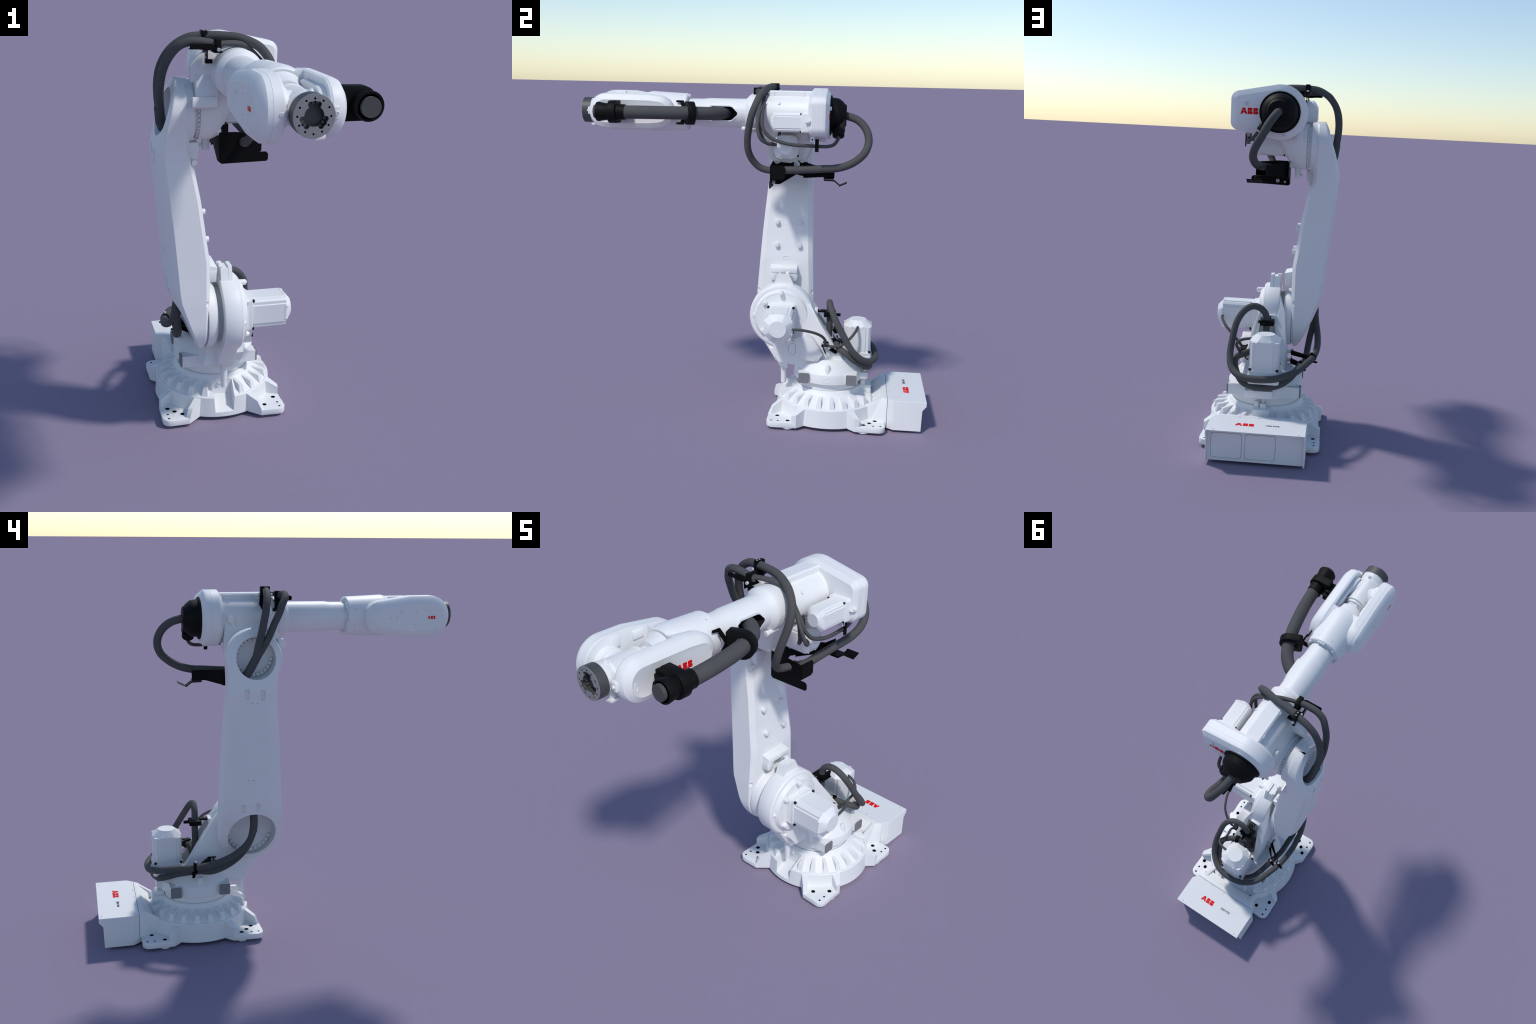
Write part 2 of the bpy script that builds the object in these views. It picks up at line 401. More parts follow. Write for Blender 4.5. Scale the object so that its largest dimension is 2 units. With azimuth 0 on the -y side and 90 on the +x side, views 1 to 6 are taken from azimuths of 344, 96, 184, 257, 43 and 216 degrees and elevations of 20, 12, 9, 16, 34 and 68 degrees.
for sx in (-1, 1):                                  # slanted boss and oval badge on both flanks
    bm = bmesh.new(); lathe(bm, 'z', (sx * .178, AY0), [(.29, .0185), (.318, .0175), (.338, .015), (.348, .010), (.352, .002)], 24)
    cyl(bm, (sx * .186, AY0, .30), (sx * .186, AY0, .309), .013); finish(bm, 'lifting_boss', WHITE, turntable)
    bm = bmesh.new(); n = 40
    for r0, r1, X0, X1 in ((1.0, .86, .2035, .2062),):
        ring = lambda s, x: [(sx * sqrt(max(x * x - (.028 * s * cos(2 * pi * k / n)) ** 2, 0)), AY0 + .028 * s * cos(2 * pi * k / n), .265 + .0125 * s * sin(2 * pi * k / n)) for k in range(n)]
        add_rings(bm, [ring(1, X0), ring(1, X1), ring(.88, X1), ring(.88, X0)], False, False)
    finish(bm, 'oval_badge', WHITE, turntable)
bm = bmesh.new(); box(bm, (-.052, .097), (.58, .667), (.250, .290)); bevel(bm, .003); finish(bm, 'rear_stop', WHITE, turntable)

# shoulder casting ---------------------------------------------------------------
cy2, cz2 = AX2; R2 = .188
arc = [(cy2 + R2 * cos(radians(t)), cz2 + R2 * sin(radians(t))) for t in range(28, 227, 3)]
prof = [(.53, .27), (.545, .335), (.449, .456)] + arc + [(.062, .421), (.128, .316), (.152, .306), (.24, .292), (.25, .26)]
sh = bmesh.new(); prism(sh, 'x', prof, -.040, .041); bevel(sh, .004, 2, 50)
lower = bmesh.new()
hull(lower, [(-.038, .24, .738), (-.048, .308, .697), (-.078, .338, .65), (-.090, .384, .57), (-.102, .449, .457), (-.106, .545, .335), (-.106, .53, .28), (-.106, .20, .28), (-.104, .16, .305), (-.095, .20, .42), (-.07, .25, .60), (-.03, .2, .7),
             (.0, .24, .738), (.0, .449, .457), (.0, .545, .335), (.0, .53, .28), (.0, .16, .305)])
right = bmesh.new()
hull(right, [(.034, .25, .735), (.046, .318, .682), (.074, .352, .62), (.096, .392, .555), (.113, .449, .457), (.120, .545, .335), (.120, .53, .28), (.105, .25, .28), (.09, .24, .40), (.06, .30, .60), (.034, .2, .7),
             (.0, .25, .73), (.0, .449, .457), (.0, .545, .335), (.0, .53, .28), (.0, .25, .28)])
for v in lower.verts: pass
sh, _ = boolean(sh, [(lower, WHITE), (right, WHITE)], [WHITE], 'UNION')
ch = bmesh.new()
hull(ch, [(-.018, .335, .62), (.055, .335, .62), (-.018, .6, .62), (.055, .6, .62), (-.042, .345, .52), (.058, .345, .52), (-.042, .62, .52), (.058, .62, .52), (-.076, .375, .34), (.062, .375, .34), (-.076, .68, .34), (.062, .68, .34)])
sh, ml = boolean(sh, [(ch, WHITE)], [WHITE])
lathe(sh, 'x', AX2, [(.035, .187), (.044, .187), (.053, .179), (.055, .167), (.0535, .165), (.0535, .161), (.064, .157), (.0745, .148), (.0750, .144), (.0735, .1425), (.0735, 0)], 96)
prism(sh, 'x', [(.105, .385), (.150, .322), (.245, .312), (.245, .455), (.13, .455)], .03, .082)
hull(sh, [(x, y, z) for x in (-.034, .004) for y, z in ((.098, .755), (.225, .755), (.205, .79), (.118, .79))] + [(x, y, z) for x in (-.034, .002) for y, z in ((.122, .824), (.196, .824))])
hull(sh, [(x, y, z) for x in (.004, .022) for y, z in ((.092, .74), (.235, .74), (.20, .80), (.122, .80), (.128, .832), (.192, .832))])
shoulder = finish(sh, 'shoulder', WHITE, turntable, 30)
bm = bmesh.new(); cyl(bm, (-.030, .181, .82), (-.030, .181, .838), .0125); bevel(bm, .002); cyl(bm, (-.024, .135, .82), (-.024, .135, .830), .006)
finish(bm, 'limit_knob', WHITE, shoulder)
place('black_lug_disc', SOCK_K, (.013, .158, .806), '+x', shoulder, .8)  # solid black disc in place of a hole; the lug is not cut
for p, L in (((.040, .155, .733), .058), ((.055, .061, .670), .034), ((.055, .056, .505), .036), ((.035, .003, .589), .026)):
    bm = bmesh.new(); cyl(bm, p, (p[0] + L, p[1], p[2]), .0155, .014, n=28); bevel(bm, .002)
    b = finish(bm, 'oil_plug', WHITE, shoulder); place('plug_screw', SOCK_W, (p[0] + L - .004, p[1], p[2]), '+x', shoulder, .75)
bm = bmesh.new()                                  # motor mounting pad
prism(bm, 'x', rounded((cy2 - .084, cy2 + .084, cz2 - .084, cz2 + .084), .02), .06, .098); bevel(bm, .003)
finish(bm, 'motor_mount', WHITE, shoulder)
motor('shoulder_motor', (.098, cy2, cz2), '+x', .0785, .221, shoulder)
bm = bmesh.new()                                  # side cover over the cabling
prism(bm, 'x', [(.200, .470), (.302, .516), (.350, .490), (.408, .405), (.377, .358), (.240, .366), (.219, .39)], .02, .157); bevel(bm, .006)
pan = finish(bm, 'side_cover', WHITE, shoulder, 30)
for nm, ins, dp, mt in (('dark_gap_plate', 0, .0006, INK), ('access_panel', .0012, .0012, WHITE)):  # dark plate under the panel stands in for a gap, none is cut
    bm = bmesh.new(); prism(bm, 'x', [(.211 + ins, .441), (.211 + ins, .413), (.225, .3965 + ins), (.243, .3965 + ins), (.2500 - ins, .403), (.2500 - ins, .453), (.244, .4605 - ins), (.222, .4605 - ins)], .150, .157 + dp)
    finish(bm, nm, mt, pan)
bm = bmesh.new(); lathe(bm, 'x', (.278, .405), [(.150, .010), (.1582, .0095), (.1582, .0085), (.1576, .008)], 24); finish(bm, 'plug', WHITE, pan)
place('cover_screw', SCREW_T, (.1568, .368, .372), '+x', pan, 1.4); place('cover_screw', SCREW_T, (.1568, .236, .478), '+x', pan, 1.4)
bm = bmesh.new(); hull(bm, [(.15, .335, .492), (.15, .350, .488), (.163, .335, .492), (.163, .350, .488), (.163, .392, .432), (.15, .392, .432), (.15, .372, .43), (.163, .372, .43)]); bevel(bm, .003); finish(bm, 'cover_handle', WHITE, pan)
# front stop wedge and hanging pin
bm = bmesh.new()
hull(bm, [(-.014, .155, .284), (.046, .155, .284), (-.014, .20, .27), (.046, .20, .27), (-.012, .085, .40), (.046, .085, .40), (-.012, .20, .40), (.052, .2, .34), (-.012, .13, .33), (.046, .13, .33)])
hull(bm, [(-.066, .225, .268), (-.006, .225, .268), (-.066, .3, .268), (-.006, .3, .268), (-.066, .225, .33), (-.006, .225, .33), (-.066, .3, .36), (-.006, .3, .36)])
bevel(bm, .003); finish(bm, 'stop_wedge', WHITE, shoulder, 30)
bm = bmesh.new(); lathe(bm, 'z', (0, .174), [(.168, .013), (.171, .0155), (.23, .0165), (.25, .0185), (.30, .0185)], 32); finish(bm, 'stop_pin', WHITE, shoulder)
# base motor (axis 1) standing behind the shoulder
bm = bmesh.new(); prism(bm, 'z', rounded((-.084, .084, .515, .684), .02), .33, .383); bevel(bm, .004); finish(bm, 'motor_mount', WHITE, turntable)
motor('base_motor', (0, .599, .383), '+z', .0785, .201, turntable)
bm = bmesh.new(); lathe(bm, 'z', (-.005, .438), [(.35, .055), (.3685, .055), (.3687, .0)], 40); finish(bm, 'grey_well_disc', GREY, turntable)  # solid grey disc stands in for the dark cable hole; no opening is cut

# =================================================================== LOWER ARM
Xin = [(.416, -.128), (.45, -.118), (.50, -.110), (.685, -.107), (.90, -.105), (1.0, -.119), (1.183, -.143), (1.345, -.174), (1.375, -.191), (1.71, -.191)]
Xout = [(.416, -.142), (.461, -.166), (.60, -.230), (.715, -.275), (.774, -.2855), (1.04, -.3035), (1.309, -.3305), (1.405, -.3375), (1.53, -.309), (1.674, -.260), (1.71, -.242)]
DedgeR = [(.416, .004), (.60, .014), (.79, .016), (1.42, .014), (1.60, .008), (1.71, .004)]
Dedge = [(.416, .004), (.466, .014), (.60, .025), (.79, .035), (1.07, .031), (1.42, .031), (1.495, .022), (1.60, .012), (1.71, .004)]
yF = [(.588, -.009), (.70, -.006), (.84, .004), (1.05, .018), (1.15, .026), (1.35, .043), (1.42, .045), (1.47, .038), (1.563, .013)]
yR = [(.588, .333), (.74, .327), (1.10, .311), (1.40, .297), (1.47, .298), (1.563, .303)]
zs = [.588 - .1710 * cos(radians(t)) for t in range(6, 90, 6)] + [.588 + .02 * k for k in range(0, 49)] + [1.563 + .145 * sin(radians(t)) for t in range(3, 88, 3)]
zs = sorted(set(round(z, 4) for z in zs if .4175 < z < 1.7079)); rings = []
for z in zs:
    if z < .588:
        h = sqrt(max(.1710 ** 2 - (.588 - z) ** 2, 1e-6)); f, r = .1620 - h, .1620 + h
    elif z > 1.563:
        h = sqrt(max(.145 ** 2 - (z - 1.563) ** 2, 1e-6)); f, r = .158 - h, .158 + h
    else: f, r = interp(z, yF), interp(z, yR)
    w = r - f; xi, xo, de = interp(z, Xin), interp(z, Xout), interp(z, Dedge)
    c = min(.026, w * .12); c2 = min(.016, (xi - xo) * .25); cf = w * .22; de = min(de, (xi - c2 - xo) * .6); dr = min(interp(z, DedgeR), de); cr = w * .10
    rings.append([(xi, f + c, z), (xi, r - c, z), (xi - c2, r - .004, z), (xi - c2 - .004, r, z), (xo + dr + .006, r, z), (xo + dr, r - .006, z), (xo + .0015, r - cr, z), (xo, r - cr - .012, z),
                  (xo, f + cf + .012, z), (xo + .002, f + cf, z), (xo + de - .002, f + .006, z), (xo + de + .004, f, z), (xi - c2 - .004, f, z), (xi - c2, f + .004, z)])
bm = bmesh.new(); add_rings(bm, rings)
h1 = bmesh.new(); lathe(h1, 'x', (.153, 1.563), [(-.5, .1035), (-.222, .1035)], 72)
h2 = bmesh.new(); lathe(h2, 'x', (.1555, .592), [(-.5, .1345), (-.1185, .1345)], 72)
pk = bmesh.new()
for y, z, hy, hz in ((.208, 1.39, .013, .027), (.127, 1.383, .013, .027), (.217, .765, .012, .024), (.138, .770, .012, .024)):
    xo = interp(z, Xout); prism(pk, 'x', rounded((y - hy, y + hy, z - hz, z + hz), .0119), xo - .05, xo + .010)
for y in (.000, .327): cyl(pk, (-.128, y, .700), (-.05, y, .700), .013, n=24)
bm, ml = boolean(bm, [(h1, WHITE), (h2, WHITE), (pk, WHITE)], [WHITE])
# hub bosses towards axis 2 and axis 3
lathe(bm, 'x', AX2, [(-.112, .164), (-.095, .164), (-.078, .160), (-.066, .150), (-.066, .10)], 96)
lathe(bm, 'x', AX3, [(-.21, .139), (-.176, .139), (-.172, .135), (-.172, .112), (-.14, .112)], 72)
lower_arm = finish(bm, 'lower_arm', ml, None, 24)
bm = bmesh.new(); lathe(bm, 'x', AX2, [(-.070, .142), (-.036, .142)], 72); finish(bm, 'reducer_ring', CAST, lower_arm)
for (cy, cz, rr, x, nb, g) in ((.153, 1.563, .089, -.2225, 26, ()), (.1555, .592, .1185, -.1195, 28, ())):
    for k in range(nb):
        a = 2 * pi * (k + .5) / nb; deg = math.degrees(a) % 360
        if 95 < deg < 175 and rr < .1: continue                    # hidden by cabling in the real hub
        if 60 < deg < 190 and rr > .1: continue
        place('hub_bolt', HUB_B, (x + .002, cy + rr * cos(a), cz + rr * sin(a)), '-x', lower_arm, 1.0)
for y, z in ((.107, .980), (.240, .980), (.105, 1.113), (.237, 1.114)):
    xi = interp(z, Xin); bm = bmesh.new(); cyl(bm, (xi - .005, y, z), (xi + .021, y, z), .0135, n=28); bevel(bm, .0015); finish(bm, 'mounting_stud', WHITE, lower_arm)
for y, z in ((.168, 1.343), (.177, .924)):
    xo = interp(z, Xout); bm = bmesh.new(); prism(bm, 'x', rounded((y - .027, y + .027, z - .0135, z + .0135), .0134), xo - .0025, xo + .01); bevel(bm, .001, 1); b = finish(bm, 'marker_plate', WHITE, lower_arm)
    for d in (-.013, .013): place('black_pin_disc', SOCK_K, (xo - .0004, y + d, z), '-x', b, .30)  # small solid black discs imitate the holes in the plate
for y, z, r in ((.152, .828, .012), (.275, .690, .012), (.15, 1.387, .012)):
    xo = interp(z, Xout) + (.02 if y > .25 else 0); bm = bmesh.new(); lathe(bm, 'x', (y, z), [(xo + .01, r), (xo - .0015, r), (xo - .002, r * .9)], 24); finish(bm, 'plug', WHITE, lower_arm)
for z, y, w in ((1.36, .17, .022),):                # cast oval mark on the inner face
    pass
bm = bmesh.new(); n = 40; z0 = .905
ring = lambda s, x: [(x, .166 + .026 * s * cos(2 * pi * k / n), z0 + .010 * s * sin(2 * pi * k / n)) for k in range(n)]
add_rings(bm, [ring(1, -.108), ring(1, -.1042), ring(.88, -.1042), ring(.88, -.108)], False, False)
finish(bm, 'oval_badge', WHITE, lower_arm)
# mechanical stops bolted to the arm
bm = bmesh.new()
hull(bm, [(-.11, .073, .862), (-.11, .232, .864), (-.060, .074, .850), (-.058, .234, .851), (-.11, .078, .79), (-.11, .23, .79), (-.060, .078, .822), (-.058, .230, .822)])
for y0, y1 in ((.075, .118), (.19, .232)):
    hull(bm, [(-.11, y0, .838), (-.11, y1, .838), (-.062, y0, .838), (-.062, y1, .838), (-.064, (y0 + y1) / 2 - .018, .775), (-.064, (y0 + y1) / 2 + .018, .775), (-.11, y0, .775), (-.11, y1, .775), (-.066, y0 - .004, .80), (-.066, y1 + .004, .80)])
bevel(bm, .0025); finish(bm, 'arm_stop', WHITE, lower_arm, 30)
bm = bmesh.new(); lathe(bm, 'x', (.158, .838), [(-.07, .008), (-.0565, .0078), (-.0565, .0068), (-.058, .0065)], 20); finish(bm, 'plug', WHITE, lower_arm)
bm = bmesh.new()
box(bm, (-.20, -.148), (.075, .140), (1.395, 1.437)); box(bm, (-.20, -.152), (.080, .135), (1.365, 1.397)); bevel(bm, .003)
cyl(bm, (-.172, .05, 1.352), (-.172, .085, 1.352), .012); bevel(bm, .001, 1, 60)
finish(bm, 'elbow_stop', WHITE, lower_arm, 30)
pass

# =================================================================== UPPER ARM HOUSING
bm = bmesh.new()
lathe(bm, 'y', (0, ZA), [(-.0705, .070), (-.0705, .082), (-.050, .103), (-.047, .1045), (-.0185, .1045), (-.0175, .1035), (-.0165, .1045), (.045, .1045), (.055, .110), (.30, .110)], 96)
y3, z3 = AX3
hub = [(x, y3 + r * cos(2 * pi * k / 48), z3 + r * sin(2 * pi * k / 48)) for x, r in ((-.128, .126), (-.085, .126), (-.065, .118)) for k in range(48)]
hull(bm, hub + [(-.114, .04, 1.68), (-.114, .28, 1.68), (-.100, .04, 1.735), (-.100, .285, 1.735), (-.015, .05, 1.600), (-.015, .27, 1.602), (.03, .03, 1.66), (.03, .29, 1.66), (.06, .03, 1.70), (.06, .29, 1.70), (.0, .01, 1.76), (.0, .29, 1.76)])
lathe(bm, 'x', AX3, [(-.150, .118), (-.146, .126), (-.126, .126)], 72)
hull(bm, [(x, y, z) for y in (.062, .298) for x, z in ((-.044, 1.835), (.046, 1.835), (.046, 1.866), (-.044, 1.866), (.038, 1.873), (-.036, 1.873))] + [(-.04, .05, 1.835), (.04, .05, 1.835)])
upper_arm = finish(bm, 'upper_arm', WHITE, None, 30)
for sx, y in ((1, .078), (1, .243), (-1, .247), (-1, .09)):
    bm = bmesh.new(); X = .0455 if sx > 0 else -.0435
    box(bm, (X - .012, X + .0035) if sx > 0 else (X - .0035, X + .012), (y - .012, y + .012), (1.838, 1.8655)); bevel(bm, .0008, 1)
    b = finish(bm, 'rail_pad', WHITE, upper_arm); place('black_rail_disc', SOCK_K, (X + sx * -.0055, y, 1.852), '+x' if sx > 0 else '-x', b, .75)  # the hole is only a solid black disc set on the pad
for y, ang in ((.118, 34), (.045, 33)):
    a = radians(ang); d = Vector((cos(a), 0, sin(a))); p = Vector((0, y, ZA)) + d * .100
    bm = bmesh.new(); cyl(bm, p, p + d * .016, .009); bevel(bm, .0015); finish(bm, 'boss', WHITE, upper_arm)
    place('black_boss_disc', SOCK_K, p + d * .0085, d, upper_arm, .45)  # solid black disc instead of a drilled hole
bm = bmesh.new()                                   # calibration mark beside the forearm joint
box(bm, (.100, .106), (-.04, -.028), (1.728, 1.752)); box(bm, (.100, .1065), (-.012, .002), (1.728, 1.752)); box(bm, (.098, .1055), (-.028, -.012), (1.738, 1.742)); finish(bm, 'calibration_mark', WHITE, upper_arm)
bm = bmesh.new(); cyl(bm, (.062, -.075, 1.660), (.062, -.01, 1.664), .012); cyl(bm, (.062, -.088, 1.659), (.062, -.07, 1.660), .014); bevel(bm, .002); finish(bm, 'lock_pin', WHITE, upper_arm)
# gear cover at the rear, pear-shaped
def pear(d): return circle_hull([(0, ZA, .147 - d), (.220, 1.803, .046 - d), (.219, 1.685, .046 - d)], 128)
bm = bmesh.new(); rings = []
for y, d in ((.288, .020), (.292, .0165), (.304, .002), (.308, 0), (.3475, 0), (.3485, .0012), (.3495, .0012), (.3505, 0), (.376, 0), (.380, .0015), (.3965, .0285), (.3975, .0310)):
    rings.append([(a, y, b) for a, b in pear(d)])
add_rings(bm, rings); cover = finish(bm, 'gear_cover', WHITE, upper_arm, 22)
letters_abb('brand_letters', .0335, (.163, .3978, 1.742), (-1, 0, 0), (0, 0, 1), cover)
for X, z in ((.185, 1.785), (-.027, 1.6225)): place('cover_plug', SOCK_W, (X, .3965 if X > 0 else .389, z), '+y', cover, 1.05)
bm = bmesh.new(); box(bm, (-.006, .022), (.385, .396), (1.852, 1.866)); bevel(bm, .002); finish(bm, 'cover_tab', WHITE, cover)
bm = bmesh.new(); box(bm, (.255, .272), (.285, .300), (1.712, 1.722)); hull(bm, [(.245, .275, 1.712), (.262, .275, 1.712), (.262, .30, 1.712), (.245, .30, 1.712), (.245, .298, 1.69), (.25, .298, 1.69)]); finish(bm, 'cover_lug', WHITE, cover)
# black cable gland
bm = bmesh.new()
lathe(bm, 'y', (0, ZA), [(.392, .103), (.393, .110), (.404, .110), (.406, .108), (.406, .101), (.409, .0985), (.443, .0935), (.447, .092), (.470, .0735), (.4705, .0705), (.484, .060), (.487, .057), (.487, 0)], 72)
hull(bm, [(x, y, z) for y in (.435, .482) for x, z in ((.0, 1.70), (.06, 1.73), (.055, 1.655), (.09, 1.67))])
gland = finish(bm, 'cable_gland', BLACK, cover, 25)
bm = bmesh.new(); cyl(bm, (.066, .447, 1.668), (.088, .447, 1.634), .033, .033, 24); bevel(bm, .004); finish(bm, 'gland_nut', BLACK, gland)
# axis-4 motor beside the housing, axis-3 motor under it
bm = bmesh.new(); prism(bm, 'y', rounded((.133, .243, 1.655, 1.765), .012), .258, .305); bevel(bm, .003); finish(bm, 'motor_mount', WHITE, upper_arm)
motor('forearm_motor', (.187, .262, 1.708), '-y', .0505, .176, upper_arm, flange=.012, ch=.34)
motor('elbow_motor', (-.055, .164, 1.570), '+x', .0625, .203, upper_arm, flange=.03, ch=.42)
for y, z in ((.075, 1.483), (.243, 1.49)):
    place('hub_screw', SOCK_W, (-.066, y, z), '+x', upper_arm, .8)
for k in range(36):
    a = 2 * pi * k / 36; deg = k * 10
    if 60 < deg < 150 and deg % 40: continue
    place('reducer_bolt', BOLT_W, (-.150, y3 + .1165 * cos(a), z3 + .1165 * sin(a)), '-x', upper_arm, .78)
bm = bmesh.new(); cyl(bm, (-.10, .251, 1.746), (-.128, .251, 1.746), .0175); bevel(bm, .002)
hull(bm, [(x, y, z) for x in (-.10, -.123) for y, z in ((.259, 1.742), (.243, 1.742), (.205, 1.66), (.22, 1.66))]); finish(bm, 'vent_boss', WHITE, upper_arm)
place('housing_plug', SOCK_W, (-.088, .284, 1.612), '+y', upper_arm, 1.2)
bm = bmesh.new()                                   # stop blocks at the front of the elbow
hull(bm, [(-.123, .072, 1.825), (-.123, .045, 1.825), (-.085, .072, 1.825), (-.085, .045, 1.825), (-.155, .075, 1.815), (-.155, .047, 1.815), (-.190, .047, 1.773), (-.190, .085, 1.773), (-.190, .047, 1.705), (-.190, .085, 1.705), (-.09, .04, 1.70), (-.09, .085, 1.70)])
hull(bm, [(x, y, z) for x in (-.172, -.075) for y, z in ((.046, 1.738), (.08, 1.738), (.016, 1.690), (-.002, 1.645), (.05, 1.640))])
hull(bm, [(-.192, -.016, 1.649), (-.192, .015, 1.645), (-.085, -.016, 1.649), (-.085, .02, 1.649), (-.194, -.030, 1.610), (-.09, -.030, 1.608), (-.19, .0, 1.595), (-.09, .0, 1.595), (-.08, .02, 1.60)])
bevel(bm, .003); finish(bm, 'elbow_block', WHITE, upper_arm, 30)
bm = bmesh.new(); box(bm, (-.115, -.085), (.150, .192), (1.385, 1.445)); bevel(bm, .003); cyl(bm, (-.13, .17, 1.405), (-.105, .17, 1.405), .008); finish(bm, 'stop_bracket', WHITE, upper_arm)
bm = bmesh.new(); cyl(bm, (-.075, .10, 1.478), (-.045, .10, 1.478), .017); cyl(bm, (-.075, .215, 1.463), (-.048, .215, 1.463), .017); bevel(bm, .002); finish(bm, 'bracket_boss', WHITE, upper_arm)

# =================================================================== FOREARM TUBE
def slot(d, y_front): return [(y_front, ZA + .0375 + d), (-.155, ZA + .0375 + d), (-.142, ZA + .033 + d), (-.114 + d * 1.4, ZA + .006), (-.114 + d * 1.4, ZA - .006), (-.142, ZA - .033 - d), (-.155, ZA - .0375 - d), (y_front, ZA - .0375 - d), (y_front - .02, ZA - .025), (y_front - .02, ZA + .025)]
bm = bmesh.new()
lathe(bm, 'y', (0, ZA), [(-.402, .0755), (-.318, .0760), (-.300, .0775), (-.284, .0800), (-.05, .0808)], 96)
lip = bmesh.new(); prism(lip, 'x', slot(.006, -.262), .02, .0785)
bm, _ = boolean(bm, [(lip, WHITE)], [WHITE], 'UNION')
cut = bmesh.new(); prism(cut, 'x', slot(0, -.255), .015, .15)
bm, ml = boolean(bm, [(cut, HOLE)], [WHITE])
forearm = finish(bm, 'forearm', ml, None, 26)
bm = bmesh.new(); prism(bm, 'x', rounded((-.380, -.342, ZA - .015, ZA + .015), .0145), -.0775, -.06); bevel(bm, .0012, 1); finish(bm, 'forearm_plug', WHITE, forearm)

# =================================================================== WRIST HOUSING (sleeve + fork)
bm = bmesh.new()
lathe(bm, 'y', (0, ZA), [(-.398, .060), (-.398, .099), (-.4025, .1035), (-.50, .1075), (-.600, .112), (-.607, .1115), (-.636, .104), (-.652, .086), (-.672, .076), (-.700, .068), (-.700, 0)], 96)
bevel_end = None
def fork_out(R, pts, d):
    """half outline from the round tip to the heel, mirrored about z = ZA, inset by d."""
    top = [(Y5 - (R - d) * cos(radians(t)), (R - d) * sin(radians(t))) for t in range(0, 91, 5)]
    for y, h, in pts:
        top.append((y, h))
    return top
def fork_arm(sgn, R, straight, heel, layers):
    """loft of inset outlines along X; straight = y where the taper starts, heel = (y, half height) points."""
    bm = bmesh.new(); rings = []
    for X, d in layers:
        k = (R - d) / R
        half = [(Y5 - (R - d) * cos(radians(t)), (R - d) * sin(radians(t))) for t in range(0, 91, 5)]
        half += [(straight, R - d)] + [(y - d * s, max(h - d * (1 - s * .3), .004)) for y, h, s in heel]
        pts = half + [(y, -h) for y, h in reversed(half[1:-1])]
        rings.append([(sgn * X, y, ZA + h) for y, h in pts])
    add_rings(bm, rings); return bm
heelL = [(-.62, .0965, 0), (-.56, .088, .1), (-.535, .0825, .2), (-.512, .070, .5), (-.494, .050, .8), (-.484, .028, 1), (-.480, 0, 1)]
heelR = [(-.60, .0975, 0), (-.535, .090, .1), (-.512, .083, .2), (-.487, .068, .5), (-.468, .048, .8), (-.456, .026, 1), (-.451, 0, 1)]
c0 = bmesh.new(); box(c0, (-.0775, .0775), (-.705, -.640), (ZA - .3, ZA + .3))
cs = bmesh.new(); lathe(cs, 'y', (0, ZA), [(-.645, .092), (-.655, .083), (-.672, .0755), (-.706, .067)], 64)
left = fork_arm(-1, .1130, -.729, heelL, [(.045, .006), (.080, .002), (.084, 0), (.1165, 0), (.1172, .0014), (.1180, .0014), (.1187, 0), (.136, .0015), (.148, .010), (.1655, .038), (.1668, .0405)])
rightf = fork_arm(1, .0985, -.70, heelR, [(.045, .006), (.080, .003), (.086, 0), (.112, .001), (.126, .008), (.142, .033), (.1435, .0365), (.1425, .039)])
bm, _ = boolean(bm, [(left, WHITE), (rightf, WHITE)], [WHITE], 'UNION')
bm, _ = boolean(bm, [(c0, WHITE)], [WHITE])
bm, _ = boolean(bm, [(cs, WHITE)], [WHITE], 'UNION')
c = bmesh.new()                                  # the gap between the fork arms
prism(c, 'z', [(-.078, -1.05), (.078, -1.05), (.078, -.702), (-.078, -.702)], ZA - .3, ZA + .3)
bm, ml = boolean(bm, [(c, WHITE)], [WHITE])
wrist_housing = finish(bm, 'wrist_housing', WHITE, None, 26)
for grp in range(6):
    for k in (-1, 0, 1):
        a = radians(25 + grp * 60 + k * 9.5)
        place('sleeve_bolt', BOLT_W, (.0905 * cos(a), -.399, ZA + .0905 * sin(a)), '+y', wrist_housing, .95)
for a in (62, 112, 155, 205):
    place('black_pin_disc', SOCK_K, (.1055 * cos(radians(a)) * .967, -.432, ZA + .1055 * sin(radians(a)) * .967), (cos(radians(a)), 0, sin(radians(a))), wrist_housing, .3)  # solid black discs imitate pin holes; the sleeve is not drilled
letters_abb('brand_letters', .0165, (-.1668, Y5, ZA), (0, -1, 0), (0, 0, 1), wrist_housing, .0008)
letters_abb('brand_letters', .030, (.1425, -.642, ZA - .008), (0, 1, 0), (0, 0, 1), wrist_housing, .0010)
def disc_mark(y, z, r, X=-.1668, h=.0012):
    bm = bmesh.new(); lathe(bm, 'x', (y, z), [(X + .004, r), (X - h * .2, r), (X - h, r - .0012), (X - h, r - .0022), (X - h * .2, r - .003), (X - h * .2, 0)], 36)
    return finish(bm, 'cover_plate', WHITE, wrist_housing)
disc_mark(Y5, ZA, .0235); disc_mark(-.628, 1.742, .0235)
for y, z in ((-.820, 1.783), (-.890, 1.743), (-.820, 1.703)): disc_mark(y, z, .0115)
for y, z in ((-.669, 1.772), (-.868, 1.682)): place('cover_screw', SOCK_W, (-.1565, y, z), '-x', wrist_housing, 1.15)
for y, z in ((-.754, 1.778), (-.754, 1.707), (-.613, 1.742), (-.644, 1.742)): place('black_pin_disc', SOCK_K, (-.1648, y, z), '-x', wrist_housing, .26)  # solid black discs imitate pin holes; the fork is not drilled
bm = bmesh.new(); n = 40
ring = lambda s, x: [(x, -.885 + .008 * s * cos(2 * pi * k / n), ZA - .008 + .019 * s * sin(2 * pi * k / n)) for k in range(n)]
